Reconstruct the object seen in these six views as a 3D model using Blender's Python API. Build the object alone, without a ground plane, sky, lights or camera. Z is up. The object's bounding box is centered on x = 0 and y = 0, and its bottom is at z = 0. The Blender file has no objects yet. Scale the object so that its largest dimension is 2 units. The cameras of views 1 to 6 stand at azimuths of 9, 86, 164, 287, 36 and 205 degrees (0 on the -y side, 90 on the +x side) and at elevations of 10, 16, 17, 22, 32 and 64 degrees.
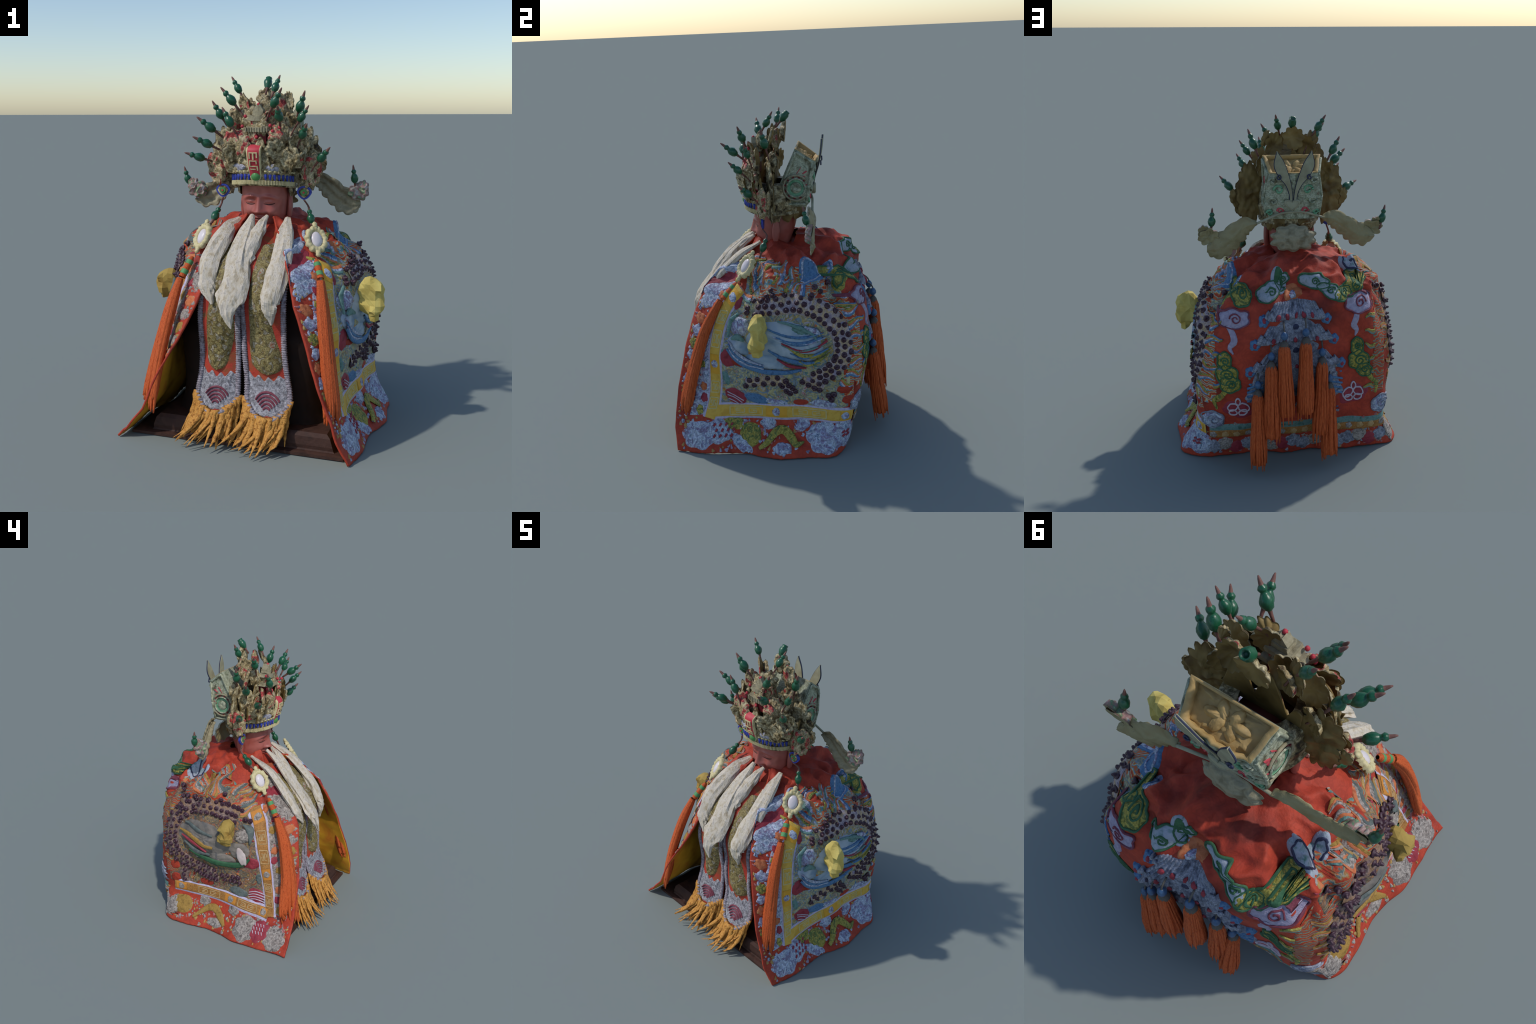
import bpy, bmesh, math, random
import numpy as np
from mathutils import Vector, Matrix, noise
from mathutils.bvhtree import BVHTree

random.seed(7)
RND = random.Random(11)

# ------------------------------------------------------------------ frame
# the figure faces a little to the left of -y: a = its right-hand axis in the
# picture (towards +x), b = towards its back
TH = math.radians(10.0)
A = Vector((math.cos(TH), -math.sin(TH), 0))
B = Vector((math.sin(TH), math.cos(TH), 0))
Z = Vector((0, 0, 1))


def W(a, b, z):
    return A * a + B * b + Z * z


def V(*p):
    return Vector(p)


def lerp(a, b, t):
    return a + (b - a) * t


def interp(x, xs, ys):
    return float(np.interp(x, xs, ys))


def smooth_interp(x, xs, ys):
    """monotone-ish cubic through control values"""
    if x <= xs[0]:
        return ys[0]
    if x >= xs[-1]:
        return ys[-1]
    i = max(k for k in range(len(xs) - 1) if xs[k] <= x)
    h = xs[i + 1] - xs[i]
    t = (x - xs[i]) / h

    def m(k):
        if k == 0:
            return (ys[1] - ys[0]) / (xs[1] - xs[0])
        if k == len(xs) - 1:
            return (ys[-1] - ys[-2]) / (xs[-1] - xs[-2])
        return (ys[k + 1] - ys[k - 1]) / (xs[k + 1] - xs[k - 1])
    t2, t3 = t * t, t * t * t
    return ((2 * t3 - 3 * t2 + 1) * ys[i] + (t3 - 2 * t2 + t) * h * m(i)
            + (-2 * t3 + 3 * t2) * ys[i + 1] + (t3 - t2) * h * m(i + 1))


def curve(pts, t):
    """Catmull-Rom through points, t in 0..1"""
    n = len(pts) - 1
    s = min(max(t, 0), 1) * n
    i = min(int(s), n - 1)
    f = s - i
    p1, p2 = Vector(pts[i]), Vector(pts[i + 1])
    p0 = Vector(pts[i - 1]) if i > 0 else p1 * 2 - p2
    p3 = Vector(pts[i + 2]) if i + 2 <= n else p2 * 2 - p1
    return 0.5 * ((2 * p1) + (p2 - p0) * f + (2 * p0 - 5 * p1 + 4 * p2 - p3) * f * f
                  + (3 * p1 - p0 - 3 * p2 + p3) * f ** 3)


def bump1(x):
    return math.exp(-x * x)


def nz(p, s, seed=0.0):
    return noise.noise(Vector(p) * s + Vector((seed, seed * 1.7, -seed)))


# ------------------------------------------------------------------ objects
ROOT = bpy.data.objects.new("temple_deity_statue", None)
bpy.context.scene.collection.objects.link(ROOT)
ROOT["label"] = "seated red-faced deity in embroidered robe with gilded crown"
ROOT["category"] = "statue"


def add(name, mesh, parent, mats=None):
    ob = bpy.data.objects.new(name, mesh)
    bpy.context.scene.collection.objects.link(ob)
    ob.parent = parent
    if mats:
        for m in mats:
            mesh.materials.append(m)
    return ob


def mesh_from(name, verts, faces, smooth=True, mat_idx=None):
    me = bpy.data.meshes.new(name)
    me.from_pydata([tuple(v) for v in verts], [], faces)
    me.update()
    if smooth:
        me.polygons.foreach_set("use_smooth", [True] * len(me.polygons))
    if mat_idx:
        me.polygons.foreach_set("material_index", mat_idx)
    return me


def grid_faces(nu, nv, off=0, closed_u=False, flip=False):
    f = []
    mu = nu if closed_u else nu - 1
    for j in range(nv - 1):
        for i in range(mu):
            a, b = off + j * nu + i, off + j * nu + (i + 1) % nu
            c, d = b + nu, a + nu
            f.append((a, d, c, b) if flip else (a, b, c, d))
    return f


class Build:
    """collects pieces into one mesh"""

    def __init__(self):
        self.v, self.f, self.m = [], [], []

    def piece(self, verts, faces, mi=0):
        o = len(self.v)
        self.v += [Vector(p) for p in verts]
        self.f += [tuple(i + o for i in q) for q in faces]
        self.m += [mi] * len(faces)

    def grid(self, rows, closed=False, flip=False, mi=0, caps=False):
        nu, nv = len(rows[0]), len(rows)
        vs = [p for r in rows for p in r]
        fs = grid_faces(nu, nv, 0, closed, flip)
        if caps:
            fs.append(tuple(range(nu))[::-1])
            fs.append(tuple(range(nu * (nv - 1), nu * nv)))
        self.piece(vs, fs, mi)

    def obj(self, name, parent, mats, smooth=True, fix=False):
        me = mesh_from(name, self.v, self.f, smooth, self.m)
        if fix:
            bm = bmesh.new()
            bm.from_mesh(me)
            bmesh.ops.recalc_face_normals(bm, faces=bm.faces)
            bm.to_mesh(me)
            bm.free()
        return add(name, me, parent, mats)


# ------------------------------------------------------------------ materials
def srgb(r, g, b):
    def f(c):
        c /= 255.0
        return c / 12.92 if c <= 0.04045 else ((c + 0.055) / 1.055) ** 2.4
    return (f(r), f(g), f(b), 1.0)


def mottle(name, cols, scale=14, rough=0.75, bump=0.25, bump_scale=180, metal=0.0,
           detail=6, distort=0.4, spread=(0.3, 0.7), stretch=(1, 1, 1), spec=0.3, coat=0.0,
           const=False, veins=None):
    """cloth / carving: several own colours in noise patches, plus fine grain"""
    m = bpy.data.materials.new(name)
    m.use_nodes = True
    nt = m.node_tree
    N, L = nt.nodes, nt.links
    bs = N["Principled BSDF"]
    tc = N.new("ShaderNodeTexCoord")
    mp = N.new("ShaderNodeMapping")
    mp.inputs["Rotation"].default_value = (0, 0, TH)
    mp.inputs["Scale"].default_value = stretch
    L.new(tc.outputs["Object"], mp.inputs["Vector"])
    n1 = N.new("ShaderNodeTexNoise")
    n1.inputs["Scale"].default_value = scale
    n1.inputs["Detail"].default_value = detail
    n1.inputs["Distortion"].default_value = distort
    L.new(mp.outputs["Vector"], n1.inputs["Vector"])
    rp = N.new("ShaderNodeValToRGB")
    el = rp.color_ramp.elements
    k = len(cols)
    for i, c in enumerate(cols):
        t = spread[0] + (spread[1] - spread[0]) * (i / max(1, k - 1))
        e = el[i] if i < 2 else el.new(t)
        e.position = t
        e.color = srgb(*c)
    if const:
        rp.color_ramp.interpolation = 'CONSTANT'
    L.new(n1.outputs["Fac"], rp.inputs["Fac"])
    col = rp.outputs["Color"]
    if veins:
        vs, lo, hi = veins
        wv = N.new("ShaderNodeTexNoise")
        wv.inputs["Scale"].default_value = vs
        wv.inputs["Detail"].default_value = 2
        wv.inputs["Distortion"].default_value = 1.6
        L.new(mp.outputs["Vector"], wv.inputs["Vector"])
        vr = N.new("ShaderNodeValToRGB")
        e = vr.color_ramp.elements
        e[0].position, e[0].color = .38, (hi, hi, hi, 1)
        e[1].position, e[1].color = .50, (lo, lo, lo, 1)
        e2 = e.new(.60)
        e2.color = (hi, hi, hi, 1)
        L.new(wv.outputs["Fac"], vr.inputs["Fac"])
        mx = N.new("ShaderNodeMix")
        mx.data_type = 'RGBA'
        mx.blend_type = 'MULTIPLY'
        mx.inputs["Factor"].default_value = 1.0
        L.new(col, mx.inputs[6])
        L.new(vr.outputs["Color"], mx.inputs[7])
        col = mx.outputs[2]
    L.new(col, bs.inputs["Base Color"])
    bs.inputs["Roughness"].default_value = rough
    bs.inputs["Metallic"].default_value = metal
    bs.inputs["Specular IOR Level"].default_value = spec
    bs.inputs["Coat Weight"].default_value = coat
    if bump:
        n2 = N.new("ShaderNodeTexNoise")
        n2.inputs["Scale"].default_value = bump_scale
        n2.inputs["Detail"].default_value = 3
        L.new(mp.outputs["Vector"], n2.inputs["Vector"])
        bp = N.new("ShaderNodeBump")
        bp.inputs["Strength"].default_value = bump
        bp.inputs["Distance"].default_value = 0.006
        L.new(n2.outputs["Fac"], bp.inputs["Height"])
        L.new(bp.outputs["Normal"], bs.inputs["Normal"])
    return m


def swirl(name, cols, scale=9, distort=7, rough=.65, dscale=2.2, bump=.4, bump_scale=140, axis='Z'):
    """flowing bands of thread in several colours"""
    m = bpy.data.materials.new(name)
    m.use_nodes = True
    nt = m.node_tree
    N, L = nt.nodes, nt.links
    bs = N["Principled BSDF"]
    tc = N.new("ShaderNodeTexCoord")
    w = N.new("ShaderNodeTexWave")
    w.bands_direction = axis
    w.inputs["Scale"].default_value = scale
    w.inputs["Distortion"].default_value = distort
    w.inputs["Detail"].default_value = 2.5
    w.inputs["Detail Scale"].default_value = dscale
    L.new(tc.outputs["Object"], w.inputs["Vector"])
    rp = N.new("ShaderNodeValToRGB")
    el = rp.color_ramp.elements
    k = len(cols)
    for i, c in enumerate(cols):
        t = .04 + .92 * i / (k - 1)
        e = el[i] if i < 2 else el.new(t)
        e.position = t
        e.color = srgb(*c)
    L.new(w.outputs["Fac"], rp.inputs["Fac"])
    L.new(rp.outputs["Color"], bs.inputs["Base Color"])
    bs.inputs["Roughness"].default_value = rough
    bs.inputs["Specular IOR Level"].default_value = .3
    n2 = N.new("ShaderNodeTexNoise")
    n2.inputs["Scale"].default_value = bump_scale
    L.new(tc.outputs["Object"], n2.inputs["Vector"])
    bp = N.new("ShaderNodeBump")
    bp.inputs["Strength"].default_value = bump
    bp.inputs["Distance"].default_value = .006
    L.new(n2.outputs["Fac"], bp.inputs["Height"])
    L.new(bp.outputs["Normal"], bs.inputs["Normal"])
    return m


M = {}
M['red'] = mottle("red_silk", [(122, 42, 30), (166, 58, 40), (180, 66, 44), (146, 50, 36)], 5, 0.66, 0.3, 120, spread=(.3, .7), veins=(16, .82, 1))
M['lining'] = mottle("yellow_lining", [(206, 140, 36), (228, 168, 48), (214, 126, 44)], 6, 0.7, 0.2, 60)  # yellow lightened so the flap's shadowed inside looks lit
M['dark'] = mottle("dark_interior", [(22, 13, 10), (34, 20, 15), (28, 15, 12)], 9, 0.8, 0.3, 50)
M['plinth'] = mottle("plinth_wood", [(46, 30, 25), (70, 46, 38), (58, 36, 30)], 12, 0.7, 0.4, 60)
M['skin'] = mottle("red_lacquer_skin", [(142, 70, 60), (166, 92, 82), (152, 72, 60)], 9, 0.36, 0.06, 60, spec=0.5)
M['skin_dark'] = mottle("painted_line", [(58, 26, 24), (70, 34, 30)], 20, 0.5, 0)
M['beard'] = mottle("white_beard", [(170, 154, 130), (192, 180, 160), (202, 192, 178), (176, 166, 154)], 10, 0.8, 0.6, 34, stretch=(5, 5, .6), spread=(.3, .7), detail=3)
M['gold'] = mottle("carved_gilding", [(46, 34, 22), (108, 90, 58), (162, 144, 104), (198, 184, 148), (126, 116, 84)], 26, 0.6, 0.5, 100, detail=3, spread=(.3, .68), veins=(32, .42, 1))
M['gold_pink'] = mottle("carved_gilding_pink", [(48, 36, 24), (120, 98, 64), (184, 166, 128), (160, 140, 98), (190, 176, 140), (190, 78, 76), (172, 66, 62), (130, 108, 72)], 20, 0.6, 0.5, 100, detail=2, spread=(.24, .74), veins=(32, .42, 1))
M['brass'] = mottle("bare_brass_back", [(92, 70, 36), (128, 106, 62), (146, 124, 78)], 9, 0.55, 0.3, 60, metal=0.1)
M['box'] = mottle("carved_box", [(104, 100, 76), (158, 160, 134), (178, 182, 158), (132, 140, 112), (120, 82, 76)], 22, 0.65, 0.6, 80, spread=(.28, .74), veins=(34, .6, 1))
M['box_top'] = mottle("box_top_gilding", [(150, 122, 74), (182, 152, 98), (164, 140, 96)], 14, 0.6, 0.4, 60)
M['green_glaze'] = mottle("green_inlay", [(60, 120, 84), (120, 164, 130), (86, 140, 104)], 26, 0.5, 0.4, 80)
M['pink_paint'] = mottle("pink_paint", [(170, 52, 62), (196, 84, 90)], 26, 0.6, 0.2)
M['plaque'] = mottle("crimson_plaque", [(176, 44, 58), (196, 70, 80)], 12, 0.5, 0.2)
M['plaque_dark'] = mottle("dark_crimson", [(96, 24, 30), (120, 34, 40)], 12, 0.5, 0.2)
M['blue'] = mottle("blue_enamel", [(34, 44, 120), (56, 72, 164), (44, 50, 140)], 30, 0.45, 0.2)
M['bead'] = mottle("green_glass_bead", [(10, 52, 36), (24, 90, 58), (16, 70, 46)], 22, 0.3, 0.1, 60, spec=0.5, coat=0.15)
M['bead_tip'] = mottle("bead_wire_tip", [(84, 52, 48), (128, 88, 78), (70, 56, 52)], 60, 0.55, 0.2)
M['orange'] = mottle("orange_tassel", [(146, 60, 24), (188, 82, 36), (204, 98, 48), (164, 70, 30)], 40, 0.7, 0.7, 60, stretch=(6, 6, .4), spread=(.3, .7))
M['fringe'] = mottle("gold_fringe", [(120, 74, 26), (186, 128, 56), (206, 150, 74), (150, 96, 36)], 50, 0.65, 0.8, 150, spread=(.3, .7))
M['cord_green'] = mottle("green_cord", [(70, 130, 80), (96, 156, 100)], 30, 0.6, 0.3)
M['ivory'] = mottle("ivory_gold_ring", [(176, 160, 112), (206, 194, 150), (190, 176, 130)], 40, 0.55, 0.4, 90)
M['cabochon'] = mottle("white_cabochon", [(206, 196, 198), (222, 214, 216)], 8, 0.3, 0)
M['yellow_hand'] = mottle("yellow_felt", [(180, 160, 84), (206, 188, 108), (190, 164, 82)], 8, 0.8, 0.25, 40)
M['blue_bead'] = mottle("blue_glass_bead", [(40, 70, 104), (70, 106, 144)], 20, 0.3, 0.05, spec=0.5)
M['grey_cap'] = mottle("grey_metal_cap", [(70, 66, 62), (104, 98, 90)], 20, 0.5, 0.3)
M['ivory_dull'] = mottle("dull_gilding", [(120, 112, 88), (156, 148, 122), (138, 130, 104)], 24, .6, .5, 80)
M['stud'] = mottle("purple_stud", [(44, 24, 36), (70, 40, 54), (56, 34, 44)], 60, 0.4, 0.2, spec=0.5)

# ------------------------------------------------------------------ robe
# rows: z, half width right, left, back on the right, back on the left, squareness
ROWS = [
    (0.000, .720, .640, .440, .440, 7.5),
    (0.060, .668, .605, .460, .455, 6.8),
    (0.130, .602, .560, .485, .472, 6.5),
    (0.210, .570, .528, .515, .490, 6.2),
    (0.300, .560, .522, .543, .502, 6.0),
    (0.450, .572, .538, .578, .512, 5.5),
    (0.620, .582, .570, .600, .520, 5.0),
    (0.790, .575, .580, .603, .528, 4.4),
    (0.900, .550, .568, .590, .530, 3.9),
    (1.000, .490, .535, .560, .522, 3.4),
    (1.080, .408, .470, .515, .498, 3.0),
    (1.140, .335, .378, .450, .440, 2.7),
    (1.185, .235, .262, .355, .350, 2.4),
    (1.210, .160, .172, .245, .245, 2.1),
    (1.222, .110, .110, .155, .155, 2.0),
]
RZ = [r[0] for r in ROWS]
BC = .12        # the sides are widest here; in front of it they run straight to the open front edge


def row_at(z):
    return [smooth_interp(z, RZ, [r[k] for r in ROWS]) for k in range(1, 6)]


def edge_right(z):
    zs = [0, .13, .37, .60, .80, .95, 1.08, 1.16, 1.3]
    return (interp(z, zs, [.636, .585, .490, .400, .315, .262, .17, .12, .05]),
            interp(z, zs, [-.585, -.607, -.588, -.545, -.490, -.418, -.27, -.15, -.05]))


def edge_left(z):
    zs = [0, .18, .47, .79, .95, 1.08, 1.16, 1.3]
    return (interp(z, zs, [-.690, -.530, -.392, -.235, -.19, -.15, -.10, -.05]),
            interp(z, zs, [-.618, -.606, -.582, -.495, -.392, -.25, -.15, -.05]))


# gathers in the cloth: angle from, z from, angle to, z to, width, depth
VALLEYS = [
    (62, 1.20, 70, .98, .040, .022), (110, 1.20, 116, .96, .045, -.022), (86, 1.21, 88, 1.0, .05, .026),
    (44, 1.19, 40, .90, .055, .060), (18, 1.16, 14, 1.0, .055, .050), (30, 1.15, 28, .98, .03, -.012),
    (132, 1.18, 138, .98, .035, .020), (148, 1.17, 150, .96, .050, .050), (166, 1.14, 164, .92, .050, .040),
    (74, 1.18, 76, 1.02, .03, -.018), (-8, 1.14, -16, .98, .04, .030),
    (188, 1.14, 198, 1.0, .035, .026),
    (121, .82, 123, .32, .085, .030), (139, 1.06, 140, .78, .085, .034),
]
S_R, S_L = .24, .76      # share of the sheet taken by the right side and the left side


def robe_point(s, v):
    """s: 0 right front edge -> 1 left front edge, v: 0 hem -> 1 neck"""
    z = lerp(0.0, RZ[-1], 1 - (1 - v) ** 1.35)
    ar, al, br, bl, n = row_at(z)
    if s < S_R or s > S_L:
        e = edge_right(z) if s < S_R else edge_left(z)
        u = s / S_R if s < S_R else (1 - s) / (1 - S_L)
        side = ar if s < S_R else -al
        p_ = interp(z, [0, .2, .35, .5, .65, .9, 1.0, 1.22], [1.1, .95, 1.15, 1.75, 2.1, 1.9, 1.7, 1.8])
        a = e[0] + (side - e[0]) * (1 - (1 - u) ** p_)
        b = lerp(e[1], BC, u)
        d1 = (side - e[0]) * p_ * max(1e-3, 1 - u) ** (p_ - 1)
        nrm = A * (BC - e[1]) * (1 if s < S_R else -1) - B * abs(d1)
        nrm.normalize()
        r = math.hypot(a, b)
        deg = math.degrees(math.atan2(b, a))
        if deg < -90:
            deg += 360
    else:
        f = (s - S_R) / (S_L - S_R) * math.pi
        c, q = math.cos(f), max(1e-4, math.sin(f))
        ha = ar if c > 0 else al
        # rear corners stand out further than the hollow sides
        k_ = math.sin(min(1.0, q / .75) * math.pi / 2) ** 2
        ha += k_ * interp(z, [0, .13, .3, .45, .62, .8], [.02, .035, .055, .040, .015, 0] if c > 0 else [.01, .045, .075, .065, .03, 0])
        hb = lerp(bl, br, (1 + math.sin(c * math.pi / 2)) / 2) - BC
        hb -= .065 * bump1((c - .02) / .34) * bump1((z - 1.08) / .10)
        # squarer in angle so the corners get their share of points
        r = (abs(c / ha) ** n + abs(q / hb) ** n) ** (-1 / n)
        a, b = r * c, BC + r * q
        g0 = abs(a / ha) ** (n - 1) / ha * (1 if c > 0 else -1)
        g1 = abs((b - BC) / hb) ** (n - 1) / hb
        nrm = (A * g0 + B * g1).normalized()
        deg = math.degrees(math.atan2(b, a))
        if deg < -90:
            deg += 360
    up = max(0.0, min(1.0, (z - .93) / .27))
    zz = z + up * (0.03 * b + .012 * math.sin(deg * .09))
    d = 0.0
    for g0, z0, g1, z1, w, dep in VALLEYS:
        t = (z0 - z) / (z0 - z1)
        if -0.5 < t < 1.9:
            g = lerp(g0, g1, t)
            dist = math.radians(deg - g) * math.hypot(a, b)
            fall = math.sin(min(1, max(0, (t + .5) / 2.4)) * math.pi)
            d -= dep * fall * bump1(dist / w)
    p = W(a, b, zz)
    d += .012 * nz(p, 4.0, 3) + .006 * nz(p, 11.0, 5)
    if deg > 35 and deg < 150 and .15 < z < 1.05:
        d += .016 * (.35 - 1.6 * abs(nz(p, 3.4, 41))) * min(1, (deg - 35) / 20, (150 - deg) / 20)
    if z > .90:
        # rumpled cloth over the shoulders: sharp creases between flat facets
        k_ = min(1, (z - .90) * 6) * (1 if z < 1.17 else max(.3, (1.222 - z) / .052))
        d += k_ * (.048 * (.40 - abs(nz(p, 6.0, 21)) * 2.0) + .018 * (.4 - abs(nz(p, 13, 31)) * 2) + .004 * math.sin(deg * .35 + 2 * z))
    if z < .5:
        d += (.5 - z) * .03 * math.sin(deg * .16 + 1.0)
    nrm = (nrm * (1 - .75 * up) + Z * up).normalized()
    if z < .04:
        p = p + Z * (.006 + .006 * nz(p, 6, 9) + (.007 * nz(p, 42, 4) if z < .006 else 0))
    p = p + nrm * d
    p.z = max(p.z, .001)
    return p


NU, NV = 300, 170
rows = [[robe_point(i / (NU - 1), j / (NV - 1)) for i in range(NU)] for j in range(NV)]
rb = Build()
rb.grid(rows)
ROBE_BVH = BVHTree.FromPolygons([tuple(v) for v in rb.v], rb.f)
# thickness: inner sheet and rims
TK = .012
me_tmp = mesh_from("tmp", rb.v, rb.f)
nrms = [Vector(v.normal) for v in me_tmp.vertices]
bpy.data.meshes.remove(me_tmp)
n0 = len(rb.v)
inner = [rb.v[i] - nrms[i] * TK for i in range(n0)]
rb.piece(inner, [tuple(reversed(q)) for q in grid_faces(NU, NV)], 1)
rim = []
for i in range(NU - 1):
    rim.append((i + 1, i, n0 + i, n0 + i + 1))
for j in range(NV - 1):
    rim.append((j * NU, (j + 1) * NU, n0 + (j + 1) * NU, n0 + j * NU))
    k, k2 = j * NU + NU - 1, (j + 1) * NU + NU - 1
    rim.append((k2, k, n0 + k, n0 + k2))
rb.f += rim
rb.m += [0] * len(rim)
robe = rb.obj("robe", ROOT, [M['red'], M['lining']])


def on_robe(origin, direction):
    h = ROBE_BVH.ray_cast(Vector(origin), Vector(direction))
    return (h[0], h[1]) if h[0] else (None, None)


# ------------------------------------------------------------------ inside: plinth and dark seat
def box_loft(sections, name, mat, parent, bevel=.01):
    """sections: (z, a0, a1, b0, b1)"""
    bd = Build()
    rws = []
    for z, a0, a1, b0, b1 in sections:
        ring = []
        for (x0, y0), (x1, y1) in zip([(a0, b0), (a1, b0), (a1, b1), (a0, b1)], [(a1, b0), (a1, b1), (a0, b1), (a0, b0)]):
            for k in range(10):
                ring.append(W(lerp(x0, x1, k / 10), lerp(y0, y1, k / 10), z))
        rws.append(ring)
    bd.grid(rws, closed=True, caps=True)
    ob = bd.obj(name, parent, [mat], smooth=False)
    return ob


plinth_secs = [(0.0, -.52, .555, -.510, .375), (.012, -.52, .555, -.510, .375), (.03, -.505, .54, -.50, .37),
               (.05, -.505, .535, -.502, .37), (.095, -.49, .52, -.495, .37), (.115, -.47, .50, -.48, .365)]
box_loft(plinth_secs, "wooden_plinth", M['plinth'], ROOT)


def base_board():
    """dark board that fills the footprint of the robe"""
    ring = [rows[0][i] for i in range(0, NU, 4)]
    c_ = sum(ring, Vector()) / len(ring)
    bd = Build()
    bd.grid([[Vector((c_.x + (p.x - c_.x) * k, c_.y + (p.y - c_.y) * k, z)) for p in ring] for k, z in ((.93, .002), (.93, .018), (.90, .022))], closed=True, caps=True)
    bd.obj("base_board", ROOT, [M['plinth']], smooth=False, fix=True)


base_board()


def inner_body():
    rws = []
    for j in range(40):
        z = lerp(.09, 1.17, j / 39)
        ar, al, br, bl, n = row_at(z)
        k = .84 if z < .9 else .78
        fr = interp(z, [0, .3, .6, .9, 1.05, 1.2], [.42, .405, .395, .31, .20, .08])
        ring = []
        for i in range(72):
            f = i / 72 * 2 * math.pi
            c, q = math.cos(f), math.sin(f)
            ha = (ar if c > 0 else al) * k * (1 if q > 0 else .93)
            hb = min(br, bl) * k if q > 0 else fr
            n_ = 3 if q > 0 else (5 if z < .6 else 3)
            r = (abs(c / ha) ** n_ + abs(q / hb) ** n_) ** (-1 / n_)
            ring.append(W(r * c, r * q, z))
        rws.append(ring)
    bd = Build()
    bd.grid(rws[:31], closed=True, caps=True)
    bd.obj("seated_inner_figure", ROOT, [M['dark']])
    bd = Build()
    bd.grid(rws[30:], closed=True, caps=True)
    bd.obj("under_robe", ROOT, [M['red']])


inner_body()



# ------------------------------------------------------------------ head


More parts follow.
